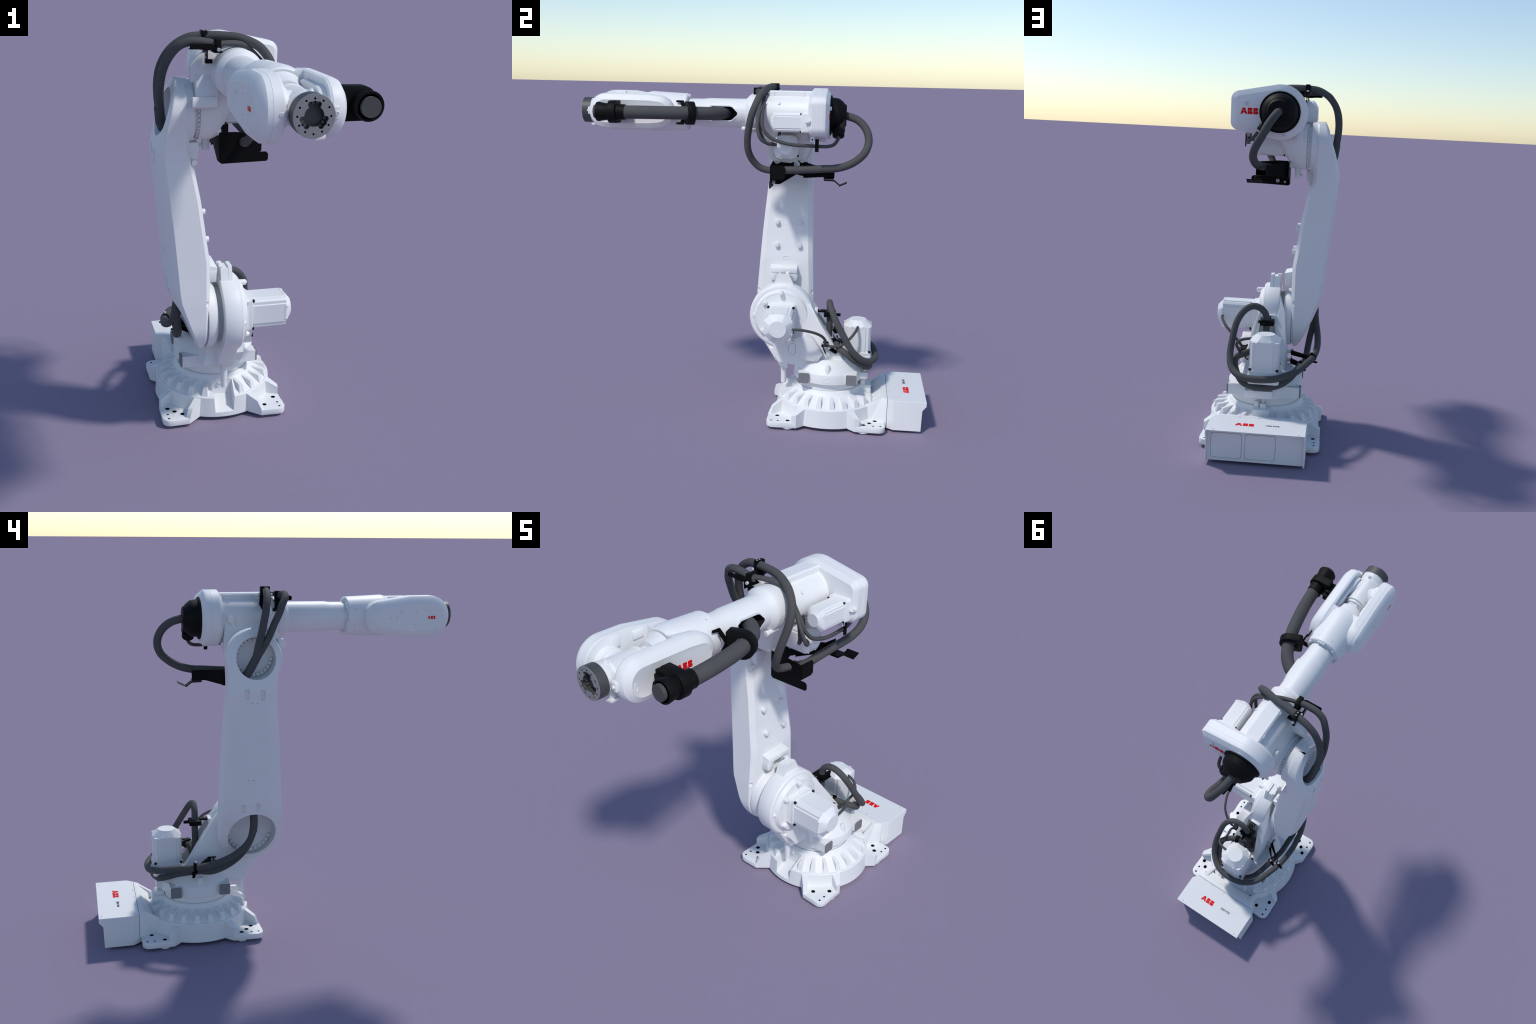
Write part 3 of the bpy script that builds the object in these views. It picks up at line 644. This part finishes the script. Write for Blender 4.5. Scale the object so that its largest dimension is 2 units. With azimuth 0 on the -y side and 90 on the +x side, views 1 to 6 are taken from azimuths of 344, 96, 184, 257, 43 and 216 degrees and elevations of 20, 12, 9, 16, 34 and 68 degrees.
add_rings(bm, [ring(1, .140), ring(1, .1442), ring(.8, .1442), ring(.8, .140)], False, False); finish(bm, 'oval_badge', WHITE, wrist_housing)
bm = bmesh.new()                                 # end pads on the fork tips, inner bosses
for s, X in ((1, .088), (-1, -.090)):
    box(bm, (X - .016, X + .016), (-.952, -.92), (ZA - .020, ZA + .020))
lathe(bm, 'x', (Y5, ZA), [(.052, .070), (.081, .074)], 48); lathe(bm, 'x', (Y5, ZA), [(-.081, .074), (-.052, .070)], 48)
prism(bm, 'x', circle_hull([(Y5, ZA, .070), (-.70, ZA, .072)], 64), .060, .081); bevel(bm, .002); finish(bm, 'fork_bearing', WHITE, wrist_housing, 30)
place('tip_screw', SOCK_W, (.092, -.950, ZA), '-y', wrist_housing, .7); place('tip_screw', SOCK_W, (-.092, -.950, ZA), '-y', wrist_housing, .7)
bm = bmesh.new(); box(bm, (-.082, -.070), (-.835, -.780), (1.80, 1.853)); box(bm, (-.082, -.071), (-.715, -.660), (1.80, 1.836)); bevel(bm, .003); finish(bm, 'fork_pad', WHITE, wrist_housing)

# =================================================================== WRIST AND TOOL FLANGE
bm = bmesh.new()
lathe(bm, 'y', (0, ZA), [(-.955, .056), (-.955, .0655), (-.930, .0665), (-.925, .0645), (-.912, .0635), (-.908, .0655), (-.900, .0655), (-.896, .064), (-.762, .063), (-.758, .066), (-.750, .066), (-.747, .058), (-.735, .057)], 80)
hexn = 8
F = [[((.056 - .008 * j) * cos(2 * pi * (k + .5) / hexn), y, ZA + (.056 - .008 * j) * sin(2 * pi * (k + .5) / hexn)) for k in range(hexn)] for j, y in enumerate((-.745, -.718, -.704))]
add_rings(bm, F)
lathe(bm, 'x', (Y5, ZA), [(-.074, .058), (.074, .058)], 48)
wrist = finish(bm, 'wrist', WHITE, None, 28)
bm = bmesh.new(); box(bm, (-.030, .030), (-.718, -.700), (ZA - .02, ZA + .045)); bevel(bm, .005); cyl(bm, (.005, -.70, ZA + .02), (.03, -.66, ZA + .03), .012); finish(bm, 'wrist_latch', WHITE, wrist)
bm = bmesh.new(); d = Vector((.2, 0, .98)).normalized(); p = Vector((0, -.918, ZA)) + d * .058; cyl(bm, p, p + d * .013, .010); bevel(bm, .002); finish(bm, 'grease_plug', WHITE, wrist); place('plug_hole', SOCK_W, p + d * .010, d, wrist, .6)
for k in range(40):
    deg = 9 * k
    if not (100 < deg < 175 or 20 < deg < 80 or 200 < deg < 260 or 290 < deg < 350): continue
    a = radians(deg); place('wrist_bolt', BOLT_W, (.0635 * cos(a), -.947, ZA + .0635 * sin(a)), '-y', wrist, .56)
bm = bmesh.new()
hull(bm, [(.018, -.952, 1.664), (.062, -.948, 1.672), (.024, -.905, 1.668), (.066, -.90, 1.676), (.022, -.950, 1.652), (.060, -.946, 1.658), (.028, -.905, 1.655), (.064, -.90, 1.662)])
hull(bm, [(.02, -.93, 1.69), (.05, -.93, 1.70), (.02, -.91, 1.69), (.05, -.91, 1.70), (.03, -.94, 1.66), (.055, -.94, 1.665), (.03, -.91, 1.66), (.055, -.91, 1.665)])
bevel(bm, .003); finish(bm, 'calibration_tab', WHITE, wrist)
fl = bmesh.new(); lathe(fl, 'y', (0, ZA), [(-1.0, .0690), (-.9985, .0702), (-.953, .0702)], 96)
def recess(t):
    r = .0330
    for lob in (90, 212, 328):
        for k in range(-8, 9):
            a = radians(lob + 20.5 * k / 8); rc = .0088 if k in (-8, 0, 8) else .0070; d = t - a
            h = .0395 * sin(d)
            if cos(d) > 0 and abs(h) < rc: r = max(r, .0395 * cos(d) + sqrt(rc * rc - h * h))
    return r
c1 = bmesh.new(); prism(c1, 'y', [(recess(2 * pi * k / 240) * cos(2 * pi * k / 240), ZA + recess(2 * pi * k / 240) * sin(2 * pi * k / 240)) for k in range(240)], -1.05, -.972)
c3 = bmesh.new()
for k in range(12):
    a = radians(30 * k); cyl(c3, (.0555 * cos(a), -1.02, ZA + .0555 * sin(a)), (.0555 * cos(a), -.975, ZA + .0555 * sin(a)), .0036, n=16)
fl, ml = boolean(fl, [(c1, FLANGED), (c3, HOLE)], [FLANGE])
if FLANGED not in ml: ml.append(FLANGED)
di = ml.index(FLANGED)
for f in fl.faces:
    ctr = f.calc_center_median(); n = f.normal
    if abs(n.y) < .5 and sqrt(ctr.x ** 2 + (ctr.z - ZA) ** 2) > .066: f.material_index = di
flange = finish(fl, 'tool_flange', ml, None, 30)
for lob in (90, 212, 328):
    for k in (-1, 0, 1):
        a = radians(lob + 20.5 * k)
        bm = bmesh.new(); p = (.0405 * cos(a), -.972, ZA + .0405 * sin(a)); cyl(bm, p, (p[0], -.985, p[2]), .0062, n=20); bevel(bm, .001, 1); finish(bm, 'flange_bolt', FLANGED, flange)

# =================================================================== HOSES
X = lambda L: L
tube('upper_hose', [(-.262, .235, 1.44), (-.285, .205, 1.48), (-.302, .185, 1.515), (-.307, .158, 1.573), (-.314, .145, 1.633), (-.316, .131, 1.693), (-.308, .117, 1.753), (-.284, .101, 1.808), (-.244, .087, 1.853), (-.189, .077, 1.882),
     (-.130, .068, 1.889), (-.06, .058, 1.8905), (.014, .046, 1.884), (.065, .030, 1.868), (.102, .016, 1.847), (.138, -.003, 1.800), (.151, -.021, 1.751), (.147, -.034, 1.700), (.133, -.044, 1.646), (.116, -.050, 1.592), (.094, -.045, 1.536), (.066, -.023, 1.486), (.050, .015, 1.448), (.052, .066, 1.434), (.07, .12, 1.438)], .0192)
tube('rear_hose', [(.085, .10, 1.438), (.105, .160, 1.442), (.104, .228, 1.446), (.103, .295, 1.450), (.103, .362, 1.455), (.104, .429, 1.459), (.112, .493, 1.475), (.117, .550, 1.506), (.104, .596, 1.552), (.071, .614, 1.613), (.041, .596, 1.675), (.014, .550, 1.721), (.001, .486, 1.742), (0, .46, 1.743)], .0215)
tube('branch_hose', [(-.262, .215, 1.455), (-.288, .19, 1.50), (-.300, .165, 1.55), (-.310, .125, 1.615), (-.313, .088, 1.685), (-.307, .063, 1.740), (-.295, .038, 1.785), (-.272, .016, 1.828), (-.245, -.004, 1.858), (-.205, -.014, 1.874), (-.145, -.017, 1.872), (-.095, -.016, 1.863), (-.075, -.014, 1.863)], .0185)
tube('hose_sleeve', [(-.270, .222, 1.452), (-.291, .192, 1.497), (-.303, .168, 1.545), (-.308, .150, 1.582)], .0225)
for nm, pts in (('motor_cable', [(-.09, -.014, 1.863), (-.034, .001, 1.865), (.006, .013, 1.863), (.047, .026, 1.851), (.077, .031, 1.826), (.106, .032, 1.798), (.141, .021, 1.763), (.162, .014, 1.727), (.181, .012, 1.690), (.193, .018, 1.652), (.196, .032, 1.617), (.180, .061, 1.595), (.155, .095, 1.585), (.12, .115, 1.585)]),
                ('gland_cable', [(-.09, -.010, 1.866), (-.03, .008, 1.868), (.03, .026, 1.860), (.089, .037, 1.815), (.130, .034, 1.765), (.165, .034, 1.712), (.180, .042, 1.672), (.185, .084, 1.624), (.190, .149, 1.599), (.187, .216, 1.588), (.180, .286, 1.585), (.168, .355, 1.582), (.160, .395, 1.583), (.148, .422, 1.590), (.128, .440, 1.608), (.108, .450, 1.630)]),
                ('elbow_cable', [(.165, .016, 1.72), (.168, .022, 1.67), (.160, .035, 1.625), (.135, .06, 1.59), (.12, .085, 1.585), (.108, .115, 1.60), (.10, .125, 1.65), (.10, .115, 1.70)])):
    tube(nm, pts, .0095, n=16)
tube('lower_hose', [(-.215, .146, .76), (-.228, .147, .72), (-.236, .147, .68), (-.242, .150, .635), (-.251, .176, .570), (-.264, .236, .515), (-.269, .338, .468), (-.252, .458, .438), (-.218, .56, .424), (-.188, .625, .412), (-.155, .662, .397), (-.111, .690, .385), (-.063, .705, .372), (-.016, .709, .367), (.035, .707, .364), (.085, .694, .364), (.133, .666, .370), (.174, .621, .396), (.191, .570, .447), (.187, .521, .528), (.171, .473, .613), (.142, .450, .662), (.110, .438, .687), (.080, .434, .693), (.048, .433, .682), (.022, .434, .655), (.012, .436, .61), (.014, .436, .56), (.012, .434, .48), (.008, .430, .35)], .0182)
tube('lower_hose', [(-.212, .15, .75), (-.222, .15, .70), (-.230, .152, .64), (-.236, .170, .565), (-.221, .216, .485), (-.214, .268, .438), (-.210, .322, .408), (-.206, .381, .391), (-.192, .445, .392), (-.177, .499, .384), (-.160, .557, .372), (-.133, .609, .350), (-.085, .648, .325), (-.02, .672, .314), (.05, .675, .314), (.106, .656, .329), (.139, .620, .356), (.156, .586, .379), (.166, .556, .406), (.160, .526, .427), (.128, .497, .439), (.082, .478, .452), (.04, .462, .452), (.01, .455, .425), (-.01, .450, .35)], .0178)
tube('hose_sleeve', [(-.234, .148, .69), (-.239, .149, .655), (-.244, .154, .618)], .0205)
tube('motor_cable', [(.275, .205, .582), (.285, .242, .582), (.279, .285, .580), (.264, .327, .570), (.243, .368, .554), (.203, .404, .523), (.165, .420, .485), (.140, .412, .455), (.125, .40, .445)], .0078, n=16)
tube('motor_cable', [(.06, .60, .552), (.085, .598, .552), (.125, .588, .542), (.156, .565, .517), (.160, .544, .495), (.152, .521, .471), (.150, .495, .455), (.152, .44, .455), (.13, .415, .45)], .0078, n=16)
# wrist conduit
sack = tube('wrist_conduit', [(.020, -.185, 1.742), (.055, -.193, 1.742), (.095, -.215, 1.742), (.130, -.245, 1.742), (.158, -.283, 1.743), (.193, -.360, 1.744), (.216, -.442, 1.744), (.231, -.524, 1.744), (.243, -.608, 1.744), (.249, -.692, 1.743), (.2495, -.74, 1.743), (.248, -.80, 1.743), (.246, -.868, 1.743)], .0355)

# =================================================================== HOSE CLAMPS AND BRACKETS
def oriented(fn, origin, ydir):
    """build with fn(bm) in a local frame (x right, y along ydir, z up) and move to origin."""
    bm = bmesh.new(); fn(bm)
    y = Vector(ydir).normalized(); z = Vector((0, 0, 1)); x = y.cross(z).normalized()
    M = Matrix((x, y, x.cross(y))).transposed().to_4x4(); M.translation = Vector(origin)
    bmesh.ops.transform(bm, matrix=M, verts=bm.verts); return bm
def annulus(bm, ro, ri, y0, y1, flat=None, n=48, chamfer=.003):
    rings = []
    for y, a in ((y0, ri), (y0, ro - chamfer), (y0 + chamfer, ro), (y1 - chamfer, ro), (y1, ro - chamfer), (y1, ri)):
        rings.append([(a * cos(2 * pi * k / n), y, a * sin(2 * pi * k / n)) for k in range(n)])
    rings.append(rings[0]); vs = [[bm.verts.new(p) for p in r] for r in rings[:-1]]; vs.append(vs[0])
    for A, B in zip(vs, vs[1:]):
        for k in range(n): bm.faces.new((A[k], A[(k + 1) % n], B[(k + 1) % n], B[k]))
# front clamp at the fork
d2 = (0.0, -1, 0)
def clampA(bm):
    prism(bm, 'y', circle_hull([(0, 0, .060), (.060, .0515, .009), (.060, -.0515, .009)], 64), -.022, .022); bevel(bm, .0025, 2, 50)
bm = oriented(clampA, (.2415, -.766, ZA), d2)
c = bmesh.new(); cyl(c, (.2485, -.5, ZA), (.2475, -.95, ZA), .0352, n=48)
bm, _ = boolean(bm, [(c, BLACK)], [BLACK]); conduit_clamp = finish(bm, 'conduit_clamp', BLACK, None, 30)
bm = bmesh.new()
lathe(bm, 'y', (.2475, ZA), [(-.852, .043), (-.853, .0505), (-.846, .0525), (-.80, .0445), (-.788, .0440), (-.744, .0440), (-.715, .0415), (-.7, .041), (-.70, .0365), (-.852, .0365), (-.852, .043)], 64)
finish(bm, 'conduit_ferrule', BLACK, conduit_clamp, 30)
bm = bmesh.new(); hull(bm, [(x, y, z) for x in (.142, .185) for y in (-.79, -.72) for z in (ZA - .035, ZA + .035)]); hull(bm, [(x, y, z) for x in (.145, .19) for y, z in ((-.80, ZA - .02), (-.70, ZA - .02), (-.80, ZA + .02), (-.70, ZA + .02))]); bevel(bm, .003); finish(bm, 'clamp_foot', METALBLK, conduit_clamp)
# rear clamp near the sleeve joint
dr = Vector((.38, -.92, 0)).normalized()
def clampB(bm):
    prism(bm, 'y', circle_hull([(0, 0, .0625), (.050, .045, .017), (.050, -.045, .017)], 64), -.020, .020); bevel(bm, .0025, 2, 50)
bm = oriented(clampB, (.1815, -.3555, ZA), dr)
c = bmesh.new(); cyl(c, Vector((.184, -.3555, ZA)) - dr * .1, Vector((.184, -.3555, ZA)) + dr * .1, .0352, n=48)
bm, _ = boolean(bm, [(c, BLACK)], [BLACK]); clampb = finish(bm, 'conduit_clamp', BLACK, None, 30)
bm = bmesh.new()
for zz in (1,):
    hull(bm, [(x, y, ZA + z) for z in (-.02, .02) for x, y in ((.118, -.395), (.124, -.400), (.135, -.345), (.141, -.350))])
    for s in (1, -1):
        hull(bm, [(x, y, ZA + s * z) for x, y, z in ((.106, -.408, .066), (.112, -.412, .066), (.106, -.42, .050), (.112, -.425, .050), (.122, -.385, .018), (.128, -.388, .018), (.122, -.40, .0), (.128, -.403, .0))])
        hull(bm, [(x, y, ZA + s * z) for x, y, z in ((.101, -.408, .050), (.101, -.408, .066), (.106, -.410, .066), (.106, -.410, .050), (.100, -.450, .056), (.105, -.450, .056), (.100, -.450, .066), (.105, -.450, .066))])
finish(bm, 'conduit_bracket', METALBLK, clampb, 30)
# clamps on top of the housing
bm = bmesh.new()
box(bm, (-.142, -.116), (.048, .098), (1.862, 1.912)); bevel(bm, .003)
tc1 = finish(bm, 'hose_clamp', METALBLK, None, 30)
bm = bmesh.new(); prism(bm, 'x', [(.042, 1.862), (.098, 1.872), (.102, 1.82), (.085, 1.790), (.07, 1.790), (.045, 1.83)], -.127, -.123); box(bm, (-.127, -.085), (.05, .095), (1.858, 1.862)); finish(bm, 'clamp_plate', METALBLK, tc1)
place('clamp_bolt', BOLT_S, (-.142, .045, 1.87), '-y', tc1, .9); place('clamp_bolt', BOLT_S, (-.130, .058, 1.9075), '+z', tc1, .55); place('clamp_bolt', BOLT_S, (-.130, .075, 1.9075), '+z', tc1, .55)
place('clamp_bolt', BOLT_S, (-.130, .103, 1.870), '+z', tc1, .9)
bm = bmesh.new(); box(bm, (-.104, -.078), (-.044, .012), (1.838, 1.886)); bevel(bm, .003); box(bm, (-.11, -.074), (-.05, .015), (1.832, 1.838))
tc2 = finish(bm, 'hose_clamp', METALBLK, None, 30)
bm = bmesh.new(); hull(bm, [(-.210, -.050, 1.850), (-.208, -.046, 1.866), (-.12, -.043, 1.868), (-.09, -.040, 1.845), (-.14, -.044, 1.842), (-.210, -.046, 1.850), (-.208, -.050, 1.866), (-.12, -.047, 1.868), (-.09, -.045, 1.845), (-.14, -.047, 1.842)])
box(bm, (-.21, -.10), (-.048, -.024), (1.846, 1.849)); box(bm, (-.134, -.13), (-.024, .022), (1.80, 1.845)); box(bm, (-.134, -.105), (.0, .025), (1.784, 1.80)); finish(bm, 'clamp_arm', METALBLK, tc2)
place('clamp_bolt', BOLT_S, (-.090, -.044, 1.845), '-y', tc2, 1.0); place('clamp_bolt', BOLT_S, (-.131, -.002, 1.812), '-x', tc2, .8); place('clamp_bolt', BOLT_S, (-.131, -.012, 1.828), '-x', tc2, .6)

# black hose tray under the elbow -------------------------------------------------
T = .0028
bm = bmesh.new()
# side sheet standing in the y-z plane, bolted to the hub
prism(bm, 'x', [(.080, 1.478), (.095, 1.488), (.140, 1.488), (.150, 1.470), (.185, 1.468), (.190, 1.484), (.225, 1.484), (.24, 1.470), (.275, 1.478), (.285, 1.39), (.23, 1.400), (.215, 1.405), (.12, 1.345), (.08, 1.345)], -.0555, -.0525)
# front sheet across X with the lower tab
prism(bm, 'y', [(-.0555, 1.478), (.02, 1.478), (.138, 1.466), (.138, 1.392), (.131, 1.386), (.160, 1.386), (.170, 1.376), (.170, 1.352), (.162, 1.343), (-.045, 1.337), (-.0555, 1.347)], .0805, .0835)
# end sheet on the right
prism(bm, 'x', [(.081, 1.392), (.150, 1.392), (.164, 1.402), (.164, 1.458), (.154, 1.470), (.081, 1.470)], .1352, .138)
box(bm, (-.055, .136), (.081, .150), (1.390, 1.3925))
# tray running to the rear
for (xa, ya, za, zb), (xc, yc, zc, zd) in (((-.054, .255, 1.385, 1.477), (.050, .360, 1.404, 1.460)), ((.050, .360, 1.404, 1.460), (.056, .433, 1.404, 1.459))):
    hull(bm, [(xa - .0013, ya + .0013, za), (xa + .0013, ya - .0013, za), (xa - .0013, ya + .0013, zb), (xa + .0013, ya - .0013, zb), (xc - .0013, yc + .0005, zc), (xc + .0013, yc - .0005, zc), (xc - .0013, yc + .0005, zd), (xc + .0013, yc - .0005, zd)])
box(bm, (.053, .118), (.375, .432), (1.4015, 1.404))
tray = finish(bm, 'hose_tray', METALBLK, None, 30)
bm = bmesh.new(); path = [(.378, 1.393), (.430, 1.392), (.441, 1.386), (.463, 1.367), (.503, 1.386)]
for i, ((y0, z0), (y1, z1)) in enumerate(zip(path, path[1:])):
    xa, xb = ((.062, .118) if i < 3 else (.080, .152))
    prism(bm, 'x', [(y0 - .0012, z0 - .0018), (y1 + .0012, z1 - .0018), (y1 + .0012, z1 + .0018), (y0 - .0012, z0 + .0018)], xa, xb)
finish(bm, 'tray_strip', METALBLK, tray, 30)
place('tray_bolt', BOLT_S, (-.0525, .210, 1.463), '+x', tray, 1.2); place('tray_bolt', BOLT_S, (-.0525, .10, 1.473), '+x', tray, 1.0); place('tray_bolt', BOLT_S, (-.0525, .115, 1.473), '+x', tray, .8)
place('tray_nut', BOLT_S, (.016, .0835, 1.364), '+y', tray, 1.5); place('tray_nut', BOLT_S, (-.025, .0835, 1.358), '+y', tray, .9)
# cable tie under the gear cover
bm = bmesh.new(); box(bm, (.180, .1845), (.326, .346), (1.553, 1.622)); box(bm, (.150, .183), (.328, .344), (1.600, 1.605)); box(bm, (.155, .183), (.328, .344), (1.568, 1.572)); finish(bm, 'cable_tie', METALBLK, cover)
bm = bmesh.new(); box(bm, (.165, .19), (.30, .322), (1.606, 1.636)); bevel(bm, .002); tb = finish(bm, 'tie_block', WHITE, cover); place('black_pin_disc', SOCK_K, (.1835, .311, 1.619), '+x', tb, .7)  # the block's hole is a solid black disc, not a cut
pass

# lower hose brackets -------------------------------------------------------------
bm = bmesh.new()
for z0, z1, x1, ya, yb in ((.420, .442, -.245, .375, .478), (.376, .402, -.190, .395, .478)):
    hull(bm, [(-.128, ya - .012, z1), (-.1255, ya + .01, z1), (-.128, ya - .012, z0), (-.1255, ya + .01, z0), (x1, yb - .012, z0), (x1, yb - .009, z0), (x1, yb - .012, z1), (x1, yb - .009, z1)])
    box(bm, (-.131, -.1275), (ya - .034, ya + .012), (z0 + .002, z1 + .004))
hb = finish(bm, 'hose_bracket', METALBLK, turntable, 30)
bm = bmesh.new(); cyl(bm, (-.09, .358, .433), (-.128, .358, .433), .010); cyl(bm, (-.09, .378, .389), (-.128, .378, .389), .010); finish(bm, 'bracket_spacer', WHITE, hb)
place('bracket_bolt', BOLT_S, (-.131, .347, .434), '-x', hb, .8); place('bracket_bolt', BOLT_S, (-.131, .365, .434), '-x', hb, .8)
for c0, cc, rr in (((-.2455, .470, .436), Vector((.33, .93, -.13)), .0182), ((-.185, .473, .388), Vector((.3, .95, -.1)), .0178)):
    def strap(bm, rr=rr): annulus(bm, rr + .005, rr - .001, -.008, .008, chamfer=.001); box(bm, (-.006, .006), (-.008, .008), (rr, rr + .012)); box(bm, (-.03, .0), (-.007, .007), (-rr - .008, -rr - .002))
    bm = oriented(strap, c0, cc); s = finish(bm, 'hose_strap', METALBLK, hb, 30)
    place('strap_bolt', BOLT_S, (c0[0], c0[1], c0[2] + rr + .009), '+z', s, .9)
bm = bmesh.new()
box(bm, (-.028, .048), (.402, .470), (.595, .622)); bevel(bm, .003); box(bm, (-.005, .030), (.355, .410), (.618, .628)); box(bm, (.025, .06), (.41, .462), (.607, .612))
cyl(bm, (.02, .46, .606), (.02, .498, .606), .009)
tc = finish(bm, 'hose_clamp', METALBLK, turntable, 30)
for p in ((.003, .362), (.018, .362), (.003, .378), (.018, .378)): place('clamp_bolt', BOLT_S, (p[0], p[1], .627), '+z', tc, .35)
place('clamp_bolt', BOLT_S, (.048, .43, .606), '+x', tc, .5)
bm = bmesh.new(); box(bm, (-.03, .035), (.34, .366), (.60, .634)); bevel(bm, .003); finish(bm, 'clamp_boss', WHITE, shoulder)
bm = bmesh.new()
def strap2(bm): annulus(bm, .0235, .017, -.010, .010, chamfer=.001)
bm = oriented(strap2, (.078, .477, .453), (-.9, -.3, .1)); st = finish(bm, 'hose_strap', METALBLK, turntable, 30)
bm = bmesh.new(); box(bm, (.07, .085), (.44, .475), (.475, .482)); box(bm, (.1, .122), (.405, .435), (.462, .470)); hull(bm, [(.125, .398, .462), (.155, .398, .462), (.125, .401, .463), (.155, .401, .463), (.125, .420, .405), (.155, .420, .405), (.125, .423, .406), (.155, .423, .406)]); cyl(bm, (.12, .45, .43), (.10, .49, .40), .013); finish(bm, 'cable_holder', METALBLK, st)
place('strap_bolt', BOLT_S, (.078, .455, .48), '+z', st, .7)
